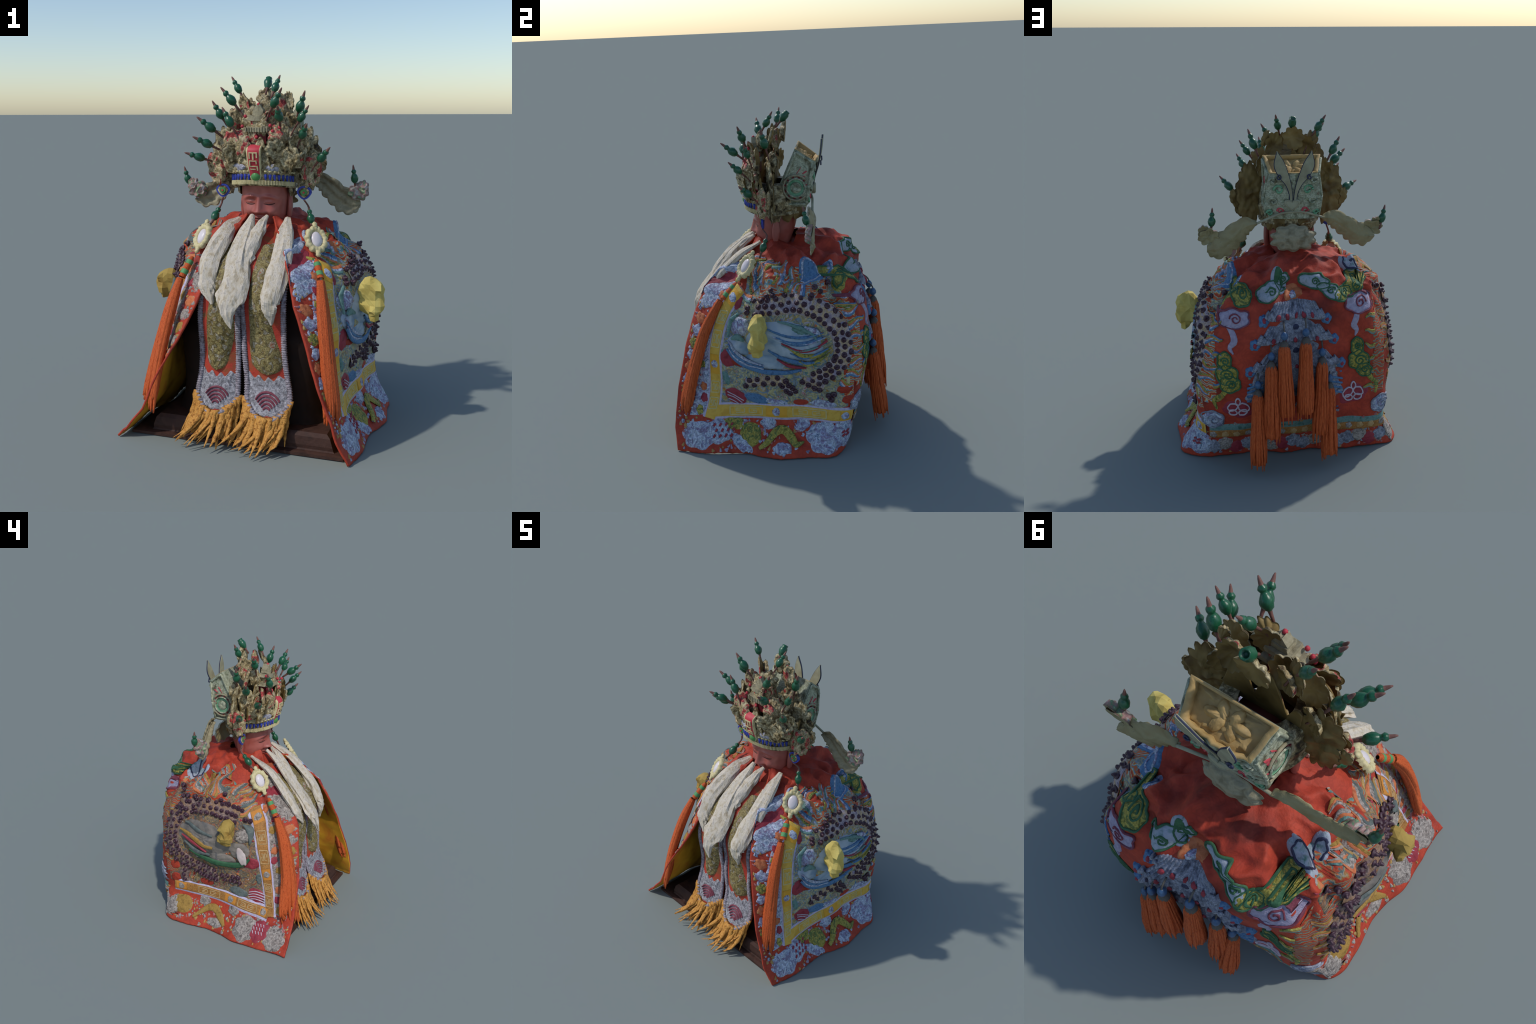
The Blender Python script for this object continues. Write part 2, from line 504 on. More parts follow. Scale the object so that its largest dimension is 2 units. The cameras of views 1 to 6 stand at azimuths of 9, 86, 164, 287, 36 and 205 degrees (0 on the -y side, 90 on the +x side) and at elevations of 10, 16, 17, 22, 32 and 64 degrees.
def make_head():
    bd = Build()
    nu, nv = 96, 80
    rws = []
    for j in range(nv):
        t = j / (nv - 1)
        z = lerp(1.11, 1.42, t)
        wa = smooth_interp(z, [1.11, 1.135, 1.17, 1.22, 1.28, 1.34, 1.42], [.045, .080, .106, .122, .128, .131, .130])
        fb = smooth_interp(z, [1.11, 1.135, 1.17, 1.22, 1.28, 1.34, 1.42], [.03, .062, .085, .100, .108, .116, .118])
        bk = smooth_interp(z, [1.11, 1.2, 1.3, 1.42], [.10, .12, .15, .17])
        ring = []
        for i in range(nu):
            f = -math.pi / 2 + i / nu * 2 * math.pi
            c, q = math.cos(f), math.sin(f)
            hb = bk if q > 0 else fb
            r = (abs(c / wa) ** 2.4 + abs(q / hb) ** 2.4) ** (-1 / 2.4)
            a, b = r * c, r * q
            if q < 0:
                d = 0
                x = a
                # nose: bridge and tip
                bridge = interp(z, [1.225, 1.24, 1.27, 1.31, 1.335], [0, .048, .034, .018, .004])
                d += bridge * bump1(x / interp(z, [1.22, 1.25, 1.32], [.026, .024, .015]))
                d += .014 * bump1((abs(x) - .026) / .013) * bump1((z - 1.238) / .012)
                # brow ridge, eye sockets, lids, cheeks
                arch = 1.328 - .9 * max(0, abs(x) - .055) ** 1.3
                d += .013 * bump1((z - arch) / .011) * bump1((abs(x) - .062) / .042)
                d -= .020 * bump1((z - 1.300) / .019) * bump1((abs(x) - .05) / .03)
                d += .019 * bump1((z - 1.298) / .012) * bump1((abs(x) - .055) / .024)
                d += .013 * bump1((z - 1.238) / .026) * bump1((abs(x) - .066) / .028)
                # lips, philtrum, chin
                d += .012 * bump1((z - 1.205) / .007) * bump1(x / .030)
                d += .010 * bump1((z - 1.190) / .007) * bump1(x / .024)
                d -= .008 * bump1((z - 1.197) / .003) * bump1(x / .032)
                d += .010 * bump1((z - 1.150) / .018) * bump1(x / .03)
                d -= .006 * bump1((z - 1.22) / .02) * bump1((abs(x) - .045) / .010)
                b -= d
            ring.append(W(a, b, z))
        rws.append(ring)
    bd.grid(rws, closed=True, caps=True)
    head = bd.obj("head", ROOT, [M['skin']])
    # neck
    nb = Build()
    nb.grid([[W(.085 * math.cos(i / 24 * 6.2832), .03 + .085 * math.sin(i / 24 * 6.2832), z) for i in range(24)]
             for z in (1.06, 1.1, 1.14, 1.18)], closed=True, caps=True)
    nb.obj("neck", ROOT, [M['skin']])
    # ears
    for sgn in (-1, 1):
        eb = Build()
        rr = []
        for j in range(24):
            t = j / 23
            zc = lerp(1.19, 1.345, t)
            w = .026 * math.sin(math.pi * min(1, max(0.05, t * .94 + .05))) ** .6
            off = .015 * math.sin(math.pi * t)
            ring = []
            for i in range(14):
                g = i / 14 * 2 * math.pi
                ring.append(W(sgn * (.138 + off * .4 + .016 * math.cos(g) - .006 * bump1(math.sin(g) / .4)), .025 + .01 * t + w * math.sin(g), zc))
            rr.append(ring)
        eb.grid(rr, closed=True, caps=True)
        eb.obj("ear", head, [M['skin']], fix=True)
    # closed eyelid lines, brows and moustache line follow the face
    hb = BVHTree.FromPolygons([tuple(v) for v in bd.v], [f for f in bd.f if len(f) == 4])

    def face_line(pts, w, name, mat):
        lb = Build()
        rws = []
        for k in range(25):
            p = curve([(x, zz, 0) for x, zz in pts], k / 24)
            p2 = curve([(x, zz, 0) for x, zz in pts], k / 24 + .01) if k < 24 else p
            tdir = (p2 - p)
            if tdir.length < 1e-6:
                tdir = Vector((1, 0, 0))
            tdir.normalize()
            ww = w * math.sin(math.pi * (k + 1) / 26) ** .6
            row = []
            for m in (-1, -.4, .4, 1):
                x, zz = p.x - tdir.y * ww * m, p.y + tdir.x * ww * m
                h = hb.ray_cast(W(x, -.6, zz), B)[0] or W(x, -.1, zz)
                row.append(h - B * (.0025 if abs(m) < .9 else -.001))
            rws.append(row)
        lb.grid(rws)
        lb.obj(name, head, [mat])
    for sg in (-1, 1):
        face_line([(sg * .026, 1.287), (sg * .05, 1.282), (sg * .075, 1.285), (sg * .088, 1.291)], .0040, "eyelid_line", M['skin_dark'])
    face_line([(-.026, 1.198), (-.01, 1.1945), (.01, 1.1945), (.026, 1.198)], .0022, "mouth_line", M['skin_dark'])
    return head


make_head()

# ------------------------------------------------------------------ beard


def lock(path, widths, thick, name, seed, face=Vector((0, -1, .35))):
    bd = Build()
    n, m = 44, 17
    rws = []
    for k in range(n):
        t = k / (n - 1)
        p = curve(path, t)
        q = curve(path, min(1, t + .01)) - curve(path, max(0, t - .01))
        q.normalize()
        side = q.cross(face).normalized()
        out = side.cross(q).normalized()
        if out.dot(face) < 0:
            out = -out
        w = 1.08 * interp(t, [i / (len(widths) - 1) for i in range(len(widths))], widths)
        th = thick * .72 * math.sin(math.pi * min(.97, max(.05, t))) ** .5
        ring = []
        for i in range(m):
            g = i / m * 2 * math.pi
            x, y = math.cos(g), math.sin(g)
            rid = 1 + .34 * nz((x * 2.2 + seed, y * 2.2, t * 3.0), 1.8, seed) + .12 * abs(math.sin(g * 4 + seed + t * 3)) + (.35 * nz((x * 4, y * 4, t * 9), 2, seed) if t > .7 else 0)
            ring.append(p + side * (w * x * rid) + out * (th * y * rid)
                        + side * .010 * nz((t * 5, seed, 0), 1))
        rws.append(ring)
    bd.grid(rws, closed=True, caps=True)
    return bd.obj(name, ROOT, [M['beard']], smooth=False, fix=True)


lock([(-.142, -.034, 1.190), (-.205, -.185, 1.125), (-.25, -.315, 1.005), (-.262, -.405, .88), (-.229, -.45, .775)],
     [.015, .040, .048, .046, .038, .006], .034, "beard_lock", 1)
lock([(-.057, -.119, 1.222), (-.075, -.23, 1.13), (-.10, -.36, .98), (-.115, -.46, .85), (-.13, -.515, .77), (-.108, -.54, .668)],
     [.012, .036, .050, .066, .068, .034, .003], .036, "beard_lock", 2)
lock([(.028, -.126, 1.220), (-.005, -.21, 1.15), (-.045, -.30, 1.05), (-.075, -.38, .95)],
     [.010, .030, .040, .020], .032, "beard_lock", 3)
lock([(.143, -.095, 1.205), (.145, -.235, 1.125), (.13, -.385, .985), (.105, -.47, .865), (.09, -.505, .78), (.102, -.495, .686)],
     [.014, .036, .046, .052, .052, .034, .005], .036, "beard_lock", 4)

# ------------------------------------------------------------------ front strips (two hanging panels)
STRIPZ = [1.135, 1.05, .95, .80, .60, .40, .27, .17]
STRIPS = {
    'r': dict(b=[-.205, -.305, -.385, -.440, -.447, -.452, -.488, -.530], c=[.115, .12, .122, .125, .130, .15, .17, .175], w=[.090, .105, .118, .126, .122, .124, .132, .128]),
    'l': dict(b=[-.205, -.31, -.40, -.455, -.458, -.450, -.484, -.525], c=[-.105, -.115, -.12, -.12, -.12, -.12, -.125, -.13], w=[.070, .090, .105, .116, .116, .116, .126, .122]),
}
SZ = STRIPZ[::-1]


def strip_point(k, x, z, off=0.0):
    """x in -1..1 across, z height; off = distance in front"""
    S = STRIPS[k]
    c = smooth_interp(z, SZ, S['c'][::-1])
    w = smooth_interp(z, SZ, S['w'][::-1])
    b = smooth_interp(z, SZ, S['b'][::-1])
    db = (smooth_interp(z + .01, SZ, S['b'][::-1]) - smooth_interp(z - .01, SZ, S['b'][::-1])) / .02
    nrm = V(0, -1, 0) + V(0, 0, 1) * db
    nrm.normalize()
    a = c + w * x
    bb = b + .085 * max(0, min(1, (z - .85) / .28)) * (1 + (x if k == 'r' else -x)) + .022 * x * x + .006 * math.sin(z * 21 + (1 if k == 'r' else 3)) * (1 if z < .9 else .5)
    return W(a, bb + nrm.y * off, z + nrm.z * off)


def strip_bottom(x):
    return .17 + .085 * abs(x) ** 2.6


M['strip_red'] = mottle("strip_red_cloth", [(150, 46, 34), (180, 62, 46), (130, 84, 50)], 14, .7, .3, 140)
M['braid'] = mottle("silver_braid", [(84, 76, 82), (140, 132, 140), (166, 158, 168)], 60, .6, .5, 140)
M['dragon_gold'] = mottle("gold_thread_scales", [(66, 58, 32), (128, 110, 62), (160, 146, 98), (112, 92, 46), (166, 160, 140), (150, 90, 60)], 30, .6, .7, 140, spread=(.26, .72), veins=(70, .45, 1))
M['wave_silver'] = mottle("silver_blue_waves", [(104, 98, 104), (150, 148, 154), (174, 172, 178), (124, 120, 128)], 26, .65, .6, 150, detail=2, distort=1.5, veins=(34, .55, 1))
M['maroon'] = mottle("maroon_thread", [(108, 48, 62), (132, 70, 84)], 40, .7, .4, 160)

for k in ('l', 'r'):
    bd = Build()
    nx, ny = 41, 110
    front, back = [], []
    for j in range(ny):
        t = j / (ny - 1)
        fr, bk = [], []
        for i in range(nx):
            x = -1 + 2 * i / (nx - 1)
            z = lerp(1.135, strip_bottom(x), t)
            fr.append(strip_point(k, x, z, .004 * nz((x * 2, z * 8, 0), 1)))
            bk.append(strip_point(k, x, z, -.010))
        front.append(fr)
        back.append(bk)
    bd.grid(front, flip=True)
    bd.grid(back)
    o = nx * ny
    rimf = []
    for i in range(nx - 1):
        q = (ny - 1) * nx + i
        rimf.append((q, q + 1, o + q + 1, o + q))
    for j in range(ny - 1):
        for e in (0, nx - 1):
            q = j * nx + e
            rimf.append((q, q + nx, o + q + nx, o + q))
    bd.f += rimf
    bd.m += [0] * len(rimf)
    strip = bd.obj("front_panel", ROOT, [M['strip_red']])
    STRIPS[k]['ob'] = strip

    # braided border all round: chain of small knots
    bb = Build()
    path = []
    zt = 1.12
    while zt > .255:
        path.append((-1, zt))
        zt -= .0125
    for i in range(25):
        x = -1 + 2 * i / 24
        path.append((x * .98, strip_bottom(x) + .004))
    for q in reversed([p for p in path if p[0] == -1]):
        path.append((1, q[1]))
    for n_, (x, z) in enumerate(path):
        c = strip_point(k, x * .93, z, .006)
        s = .0150
        rr = []
        for jj in range(5):
            la = -math.pi / 2 + math.pi * jj / 4
            rr.append([c + A * (s * 1.25 * math.cos(la) * math.cos(h * 1.0472)) + Z * (s * .8 * math.cos(la) * math.sin(h * 1.0472)) - B * (s * .7 * math.sin(la)) for h in range(6)])
        bb.grid(rr, closed=True)
    bo = bb.obj("braided_border", strip, [M['braid']])
    bo["kind"] = "stuff"

    # padded dragon in gold thread: long lumpy band down the middle
    db_ = Build()
    rws = []
    for j in range(90):
        t = j / 89
        z = lerp(1.07, .40, t)
        half = (.64 + .10 * math.sin(t * 9 + (0 if k == 'r' else 2))) * (1 if t < .9 else math.sqrt(max(0, 1 - ((t - .9) / .1) ** 2)) + .02)
        cx = .10 * math.sin(t * 7 + (1 if k == 'r' else 4))
        row = []
        for i in range(25):
            x = -1 + 2 * i / 24
            hgt = .020 * (1 - abs(x) ** 3) + .007 * nz((x * 3, z * 26, 2), 1.3) * (1 - abs(x))
            # overlapping scales
            sc = math.sin(i * 1.05 + (j // 3 % 2) * 1.6) * math.sin(j * 1.05)
            row.append(strip_point(k, cx + half * x, z, hgt - .003 + .003 * sc * (1 - x * x)))
        rws.append(row)
    db_.grid(rws, flip=True)
    db_.obj("gold_dragon_embroidery", strip, [M['dragon_gold']])

    # silver waves at the foot, with a maroon fan
    wb = Build()
    rws = []
    for j in range(40):
        t = j / 39
        row = []
        for i in range(41):
            x = -.86 + 1.72 * i / 40
            ztop = .375 + .03 * abs(x) ** 1.5 + .012 * math.sin(x * 14)
            z = lerp(ztop, strip_bottom(x) + .018, t)
            row.append(strip_point(k, x, z, .005 + .005 * nz((x * 7, z * 50, 1), 1) - (.006 if j in (0, 39) else 0)))
        rws.append(row)
    wb.grid(rws, flip=True)
    wb.obj("silver_wave_embroidery", strip, [M['wave_silver']])
    for r_ in (.18, .30, .42, .54, .66):
        fb = Build()
        rws = []
        for j in range(21):
            g = math.radians(lerp(35, 145, j / 20))
            row = []
            for m in (-1, 0, 1):
                rr_ = r_ + m * .042
                row.append(strip_point(k, math.cos(g) * rr_ * .95, .205 + math.sin(g) * rr_ * .155, .016 if m == 0 else .006))
            rws.append(row)
        fb.grid(rws, flip=False)
        fb.obj("maroon_fan_stitch", strip, [M['maroon']])

# fringe strands
fr = Build()
for k in ('l', 'r'):
    for n_ in range(27):
        x = -1.02 + 2.04 * (n_ + RND.uniform(-.3, .3)) / 26
        x = max(-1, min(1, x))
        z0 = strip_bottom(x) + .015
        p0 = strip_point(k, x, z0, .004 + .012 * RND.random())
        drop = RND.uniform(.11, .16) + (z0 - .17) * .7
        sw = RND.uniform(-.055, .015) - .015
        out = RND.uniform(.04, .14)
        p1 = p0 + A * sw * .3 - B * out * .25 - Z * drop * .45
        p2 = p0 + A * sw - B * out * .7 - Z * drop * .85
        p3 = p0 + A * (sw * 1.7 + RND.uniform(-.02, .01)) - B * out * 1.15 - Z * (z0 - RND.uniform(.012, .05))
        w0 = RND.uniform(.010, .019)
        rws = []
        for j in range(12):
            t = j / 11
            p = curve([p0, p1, p2, p3], t)
            w = w0 * (1 - t ** 2.2 * .85) * (1 + .25 * math.sin(t * 22 + n_))
            tw = n_ + t * 1.5
            rws.append([p + A * (w * math.cos(g)) * 1.2 - B * (w * .55 * math.sin(g)) for g in [tw * .1 + h * math.pi / 3 for h in range(6)]])
        fr.grid(rws, closed=True, caps=True)
fo = fr.obj("gold_fringe", ROOT, [M['fringe']], fix=True)
fo["kind"] = "stuff"

# ------------------------------------------------------------------ crown: band, sheets, leaves
crown = bpy.data.objects.new("crown", None)
bpy.context.scene.collection.objects.link(crown)
crown.parent = ROOT


def ring_band(prof, bc, name, mat, scal=0, n=96, arc=None):
    """prof: list of (z, ra, rf, rb, thickness side) lofted rings around the head"""
    bd = Build()
    rws = []
    for z, ra, rf, rk in prof:
        ring = []
        for i in range(n):
            f = i / n * 2 * math.pi
            c, q = math.cos(f), math.sin(f)
            rbb = rk if q > 0 else rf
            r = (abs(c / ra) ** 2.2 + abs(q / rbb) ** 2.2) ** (-1 / 2.2)
            ring.append(W(r * c, bc + r * q, z + .022 * max(0, -q)))
        rws.append(ring)
    bd.grid(rws, closed=True)
    return bd.obj(name, crown, [mat])


ring_band([(1.395, .15, .125, .19), (1.370, .165, .140, .19), (1.371, .184, .160, .205), (1.380, .186, .165, .205), (1.385, .180, .160, .20),
           (1.40, .178, .162, .2), (1.45, .186, .172, .2), (1.462, .19, .178, .2), (1.47, .186, .172, .195), (1.53, .18, .176, .19), (1.56, .17, .165, .18), (1.56, .10, .10, .1)],
          -.005, "crown_band", M['gold'])
# small ribs on the brim, blue triangles and gold dashes above them
rib = Build()
blu = Build()
for i in range(61):
    f = math.radians(lerp(-172, -8, i / 60))
    c, q = math.cos(f), math.sin(f)

    def on_band(z, ex):
        ra = interp(z, [1.376, 1.40, 1.45, 1.47], [.188, .178, .186, .186]) + ex
        rf = interp(z, [1.376, 1.40, 1.45, 1.47], [.170, .162, .172, .172]) + ex
        r = (abs(c / ra) ** 2.2 + abs(q / rf) ** 2.2) ** (-1 / 2.2)
        return W(r * c, -.005 + r * q, z + .022 * max(0, -q))
    tan = (A * -q + B * c)
    out = (A * c + B * q)
    p = on_band(1.392, .004)
    rib.grid([[p + tan * (.0035 * x) + Z * y + out * o for x, o in ((-1, -.004), (-.5, .005), (.5, .005), (1, -.004))] for y in (-.012, 0, .012)])
    if i % 3 == 1 and abs(math.degrees(f) + 90) > 12:
        zc = 1.425
        p = on_band(zc, .004)
        blu.grid([[p + tan * (.011 * w * x) + Z * y + out * (.004 if abs(x) < 1 else -.004) for x in (-1, -.5, .5, 1)]
                  for y, w in ((-.020, .15), (-.006, .7), (.010, 1.0), (.014, .2))])
        p = on_band(1.455, .006)
        rib.grid([[p + tan * (.010 * x) + Z * y + out * o for x, o in ((-1, -.004), (-.5, .006), (.5, .006), (1, -.004))] for y in (-.004, 0, .004)])
o_ = rib.obj("crown_rib", crown, [M['ivory']])
o_["kind"] = "stuff"
o_ = blu.obj("blue_inlay", crown, [M['blue']])
o_["kind"] = "stuff"


def leaf(center, normal, up, w, h, name, mat_front, mat_back, seed, lobes=9, lump=.018, thick=.010, cup=.02, parent=None, point=.0, jag=.24, back=.5):
    """carved scalloped plate: lumpy gilded front, plain back"""
    n = Vector(normal).normalized()
    u = Vector(up)
    u = (u - n * u.dot(n)).normalized()
    s = u.cross(n).normalized()
    bd = Build()
    nr, ns = 12, 60
    fr_, bk_ = [], []
    for j in range(nr + 1):
        rho = j / nr
        f1, b1 = [], []
        for i in range(ns):
            g = i / ns * 2 * math.pi
            edge = 1 + jag * abs(math.sin(g * lobes / 2 + seed)) + .16 * nz((math.cos(g) * 1.3, math.sin(g) * 1.3, seed), 1.7)
            edge += point * max(0, math.sin(g)) ** 6
            x, y = math.cos(g) * edge * rho, math.sin(g) * edge * rho
            base = center + s * (w * x) + u * (h * y)
            cupd = -cup * (rho ** 2)
            q_ = Vector((x * w, y * h, 0))
            rdg = 1 - 2.2 * abs(nz(q_, 19, seed)) + .35 * nz(q_, 50, seed + 3)
            e = lump * (1 - rho ** 6) * (.15 + .55 * rdg) + lump * .5 * bump1((rho - .82) / .12)
            f1.append(base + n * (cupd + thick * .5 * (1 - rho ** 6) + max(e, -.002)))
            b1.append(base + n * (cupd - thick * .5 * (1 - rho ** 6) - back * lump * (1 - rho ** 6) * max(0, .2 + nz(q_, 30, seed + 9))))
        fr_.append(f1)
        bk_.append(b1)
    bd.grid(fr_, closed=True, mi=0)
    bd.grid(bk_, closed=True, mi=1, flip=True)
    o = len(fr_) * ns
    q = nr * ns
    rimf = [(q + (i + 1) % ns, q + i, o + q + i, o + q + (i + 1) % ns) for i in range(ns)]
    bd.f += rimf
    bd.m += [2] * ns
    return bd.obj(name, parent or crown, [mat_front, mat_back, M['ivory_dull']])  # pale rim colour draws the lit highlight along leaf edges


def tier(b0, curv, half, z0, ztop, lean, seed, mat):
    """one thin ragged tier of the crown: a row of pointed gilded tongues with gaps between them"""
    bd = Build()
    n, m = 150, 26
    fr_, bk_ = [], []
    for j in range(m):
        t = j / (m - 1)
        f1, b1 = [], []
        for i in range(n):
            a = lerp(-half, half, i / (n - 1))
            u = abs(a) / half
            tooth = abs(math.sin(a * 26 + seed)) ** 1.2
            top = z0 + .02 + (ztop - .10 * u * u - z0) * (.22 + .78 * tooth) + .045 * nz((a * 16, seed, 0), 1)
            z = lerp(z0, top, t)
            p = W(a * (1 + .12 * t), b0 + curv * a * a - lean * t, z)
            e = .002 + .011 * (1 - 2.4 * abs(nz(p, 18, seed))) + .004 * nz(p, 44, seed)
            e *= (1 - t ** 8)
            f1.append(p - B * (.004 + max(0, e)))
            b1.append(p + B * .003)
        fr_.append(f1)
        bk_.append(b1)
    bd.grid(fr_, mi=0)
    bd.grid(bk_, mi=1, flip=True)
    o = n * m
    rimf = []
    for i in range(n - 1):
        q = (m - 1) * n + i
        rimf.append((q, q + 1, o + q + 1, o + q))
    for j in range(m - 1):
        for e in (0, n - 1):
            q = j * n + e
            rimf.append((q, q + n, o + q + n, o + q))
    bd.f += rimf
    bd.m += [1] * len(rimf)
    return bd.obj("crown_tier", crown, [mat, M['brass']])


tier(-.155, 1.2, .185, 1.46, 1.625, .02, 1.0, M['gold'])
tier(-.115, .9, .235, 1.49, 1.69, .02, 2.3, M['gold_pink'])
tier(-.065, .6, .250, 1.50, 1.715, .01, 4.1, M['gold'])
tier(.015, .3, .150, 1.52, 1.77, -.01, 5.6, M['gold_pink'])

# green bead finials: bead centre, tip
FINIALS = dict(
    a=((-.169, .065, 1.935), (-.206, .081, 1.998)), b=((-.188, -.060, 1.868), (-.245, -.067, 1.937)),
    c=((-.272, .041, 1.791), (-.315, .031, 1.864)), d=((-.179, -.164, 1.751), (-.220, -.159, 1.826)),
    e=((-.315, -.043, 1.716), (-.386, -.063, 1.773)), f=((-.317, -.129, 1.626), (-.387, -.168, 1.664)),
    g=((-.387, -.020, 1.543), (-.463, -.052, 1.570)), j=((.061, -.021, 1.938), (.081, .011, 1.998)),
    k=((.078, -.179, 1.855), (.118, -.206, 1.927)), l=((.107, -.242, 1.776), (.107, -.311, 1.831)),
    m=((.205, -.051, 1.832), (.232, -.073, 1.915)), n=((.223, -.158, 1.773), (.263, -.178, 1.834)),
    o=((.235, -.220, 1.683), (.262, -.274, 1.737)), p=((.337, -.172, 1.556), (.383, -.222, 1.611)),
    h=((-.519, .249, 1.395), (-.532, .244, 1.445)), q=((.508, .152, 1.419), (.500, .139, 1.488)),
    r=((-.285, -.053, 1.209), (-.262, .005, 1.266)), s=((.273, -.086, 1.206), (.258, -.061, 1.266)),
)


def lathe(prof, n, mats_at, name, jitter=.0, seed=0):
    bd = Build()
    R_ = random.Random(seed)
    for j in range(len(prof) - 1):
        pass
    rws = [[V(r * math.cos(i / n * 2 * math.pi) * (1 + R_.uniform(-jitter, jitter)),
              r * math.sin(i / n * 2 * math.pi) * (1 + R_.uniform(-jitter, jitter)), z) for i in range(n)] for z, r in prof]
    bd.grid(rws, closed=True, caps=True)
    mi = []
    for f in bd.f:
        zc = sum(bd.v[k].z for k in f) / len(f)
        mi.append(mats_at(zc))
    return mesh_from(name, bd.v, bd.f, True, mi)


FIN = [(-.95, .07), (-.6, .075), (-.42, .10), (-.34, .19), (-.2, .26), (-.02, .30), (.14, .26), (.27, .17), (.33, .125), (.40, .17), (.48, .195),
       (.57, .17), (.64, .10), (.75, .085), (.88, .065), (1.0, .03)]
fin_meshes = []
for s_ in range(3):
    me = lathe(FIN, 12, lambda z: 1 if z < -.4 or z > .62 else 0, "green_bead_finial", .09, s_)
    me.materials.append(M['bead'])
    me.materials.append(M['bead_tip'])
    fin_meshes.append(me)
cup_me = lathe([(-1.6, .12), (-.9, .12), (-.7, .22), (-.35, .42), (0, .52), (.35, .50), (.6, .36), (.8, .40), (.78, .30), (.4, .2)], 10,
               lambda z: 1 if z < -.6 else 0, "green_bead_cup", .06, 4)
cup_me.materials.append(M['bead'])
cup_me.materials.append(M['bead_tip'])


def aim(p, t, roll=0):
    d = (t - p)
    L_ = d.length
    q = d.to_track_quat('Z', 'Y')
    return Matrix.Translation(p) @ q.to_matrix().to_4x4() @ Matrix.Diagonal((L_, L_, L_, 1)) @ Matrix.Rotation(roll, 4, 'Z')


for i_, (k, (p, t)) in enumerate(FINIALS.items()):
    p, t = Vector(p), Vector(t)
    d = (t - p).normalized()
    if (t - p).length < .075:
        t = p + d * .078
    ob = add("green_bead_finial", fin_meshes[i_ % 3], crown)
    ob.matrix_world = aim(p, t, i_ * 1.3)
    if k in 'hqrs':
        continue
    # wire and leaf below it
    base = p - d * .085
    axis = Vector((0, .05, p.z - .12))
    outv = Vector((p.x - .0, p.y - .06, 0))
    nrm = (Vector((0, -1, .1)) * .9 + outv.normalized() * .7)
    lc = base - d * .045 - Vector((0, 0, .012))
    leaf(lc, nrm, d + Vector((0, 0, .4)), .045, .060, "crown_leaf", M['gold'] if i_ % 3 else M['gold_pink'], M['brass'], i_ * 2.1, lump=.011, thick=.007)
    wb_ = Build()
    pts = [p - d * .03, base, lc, lc - Vector((0, 0, .05)) - outv * .12]
    rws = []
    for j in range(10):
        c = curve(pts, j / 9)
        rws.append([c + Vector((math.cos(g), math.sin(g), 0)) * .005 for g in [h * math.pi / 3 for h in range(6)]])
    wb_.grid(rws, closed=True, caps=True)
    wb_.obj("crown_wire", crown, [M['bead_tip']], fix=True)
ob = add("green_bead_finial", cup_me, crown)
ob.matrix_world = aim(Vector((.003, .092, 1.960)), Vector((.007, .122, 1.998)))
# topmost leaf
leaf(W(-.02, .075, 1.875), (-B + Z * .1), Z, .055, .062, "crown_leaf", M['gold'], M['brass'], 3.3, lump=.016)
# upper leaves between
for (a, b, z, w, h, pk) in [(-.115, .02, 1.82, .055, .075, 1), (.095, .03, 1.82, .05, .075, 1), (.14, .03, 1.86, .022, .05, 0), (-.17, -.03, 1.75, .05, .065, 1),
                            (.165, -.06, 1.73, .055, .06, 0), (-.06, -.03, 1.76, .05, .07, 0), (.055, -.10, 1.77, .04, .06, 1),
                            (-.22, -.05, 1.64, .055, .06, 0), (.215, -.10, 1.62, .06, .06, 0), (-.14, -.145, 1.64, .055, .06, 1), (.125, -.145, 1.665, .055, .055, 1),
                            (.12, -.165, 1.59, .075, .05, 0), (.19, -.135, 1.56, .055, .05, 0), (-.12, -.165, 1.58, .07, .055, 0), (-.19, -.13, 1.56, .05, .05, 0)]:
    leaf(W(a, b, z), -B * 1.0 + A * (a * 2.2 + .7 * math.sin(a * 50 + z * 13)) + Z * .35 * math.sin(z * 31), Z + A * (a * 1.5 + .5 * math.sin(z * 40)), w * .88, h, "crown_leaf", M['gold_pink'] if pk else M['gold'], M['brass'], a * 31 + z * 7, lump=.013, thick=.007, cup=.03 * math.sin(a * 40 + z * 9))

# pagoda in the middle of the crown
pg = Build()
for z0, z1, w0, w1, d0, mi in [(1.625, 1.69, .050, .054, .030, 0), (1.69, 1.715, .075, .062, .045, 1), (1.715, 1.75, .040, .042, .03, 2), (1.75, 1.775, .062, .048, .04, 1),
                               (1.775, 1.80, .034, .030, .025, 1), (1.80, 1.835, .03, .008, .02, 1)]:
    rws = []
    for z, w in ((z0, w0), (lerp(z0, z1, .5), (w0 + w1) * .47), (z1, w1)):
        rws.append([W(-.005 + x * w, -.095 + y * d0, z + (.008 if abs(x) > .9 and mi == 1 else 0)) for x, y in
                    ((-1, -1), (-.5, -1.15), (0, -1.2), (.5, -1.15), (1, -1), (1, 1), (0, 1), (-1, 1))])
    pg.grid(rws, closed=True, caps=True, mi=mi)
for i in range(9):
    x = -.062 + .0155 * i - .005
    pg.grid([[W(x + .0045 * math.cos(g) - .0, -.147 + .006 * math.sin(g), z) for g in [h * 1.0472 for h in range(6)]] for z in (1.688, 1.714)], closed=True, caps=True, mi=1)
pg.obj("crown_pagoda", crown, [M['plaque_dark'], M['ivory_dull'], M['gold_pink']], smooth=False, fix=True)
ball = lathe([(-1, .05), (-.7, .7), (0, 1), (.7, .7), (1, .05)], 8, lambda z: 0, "red_pompom")
ball.materials.append(M['plaque'])
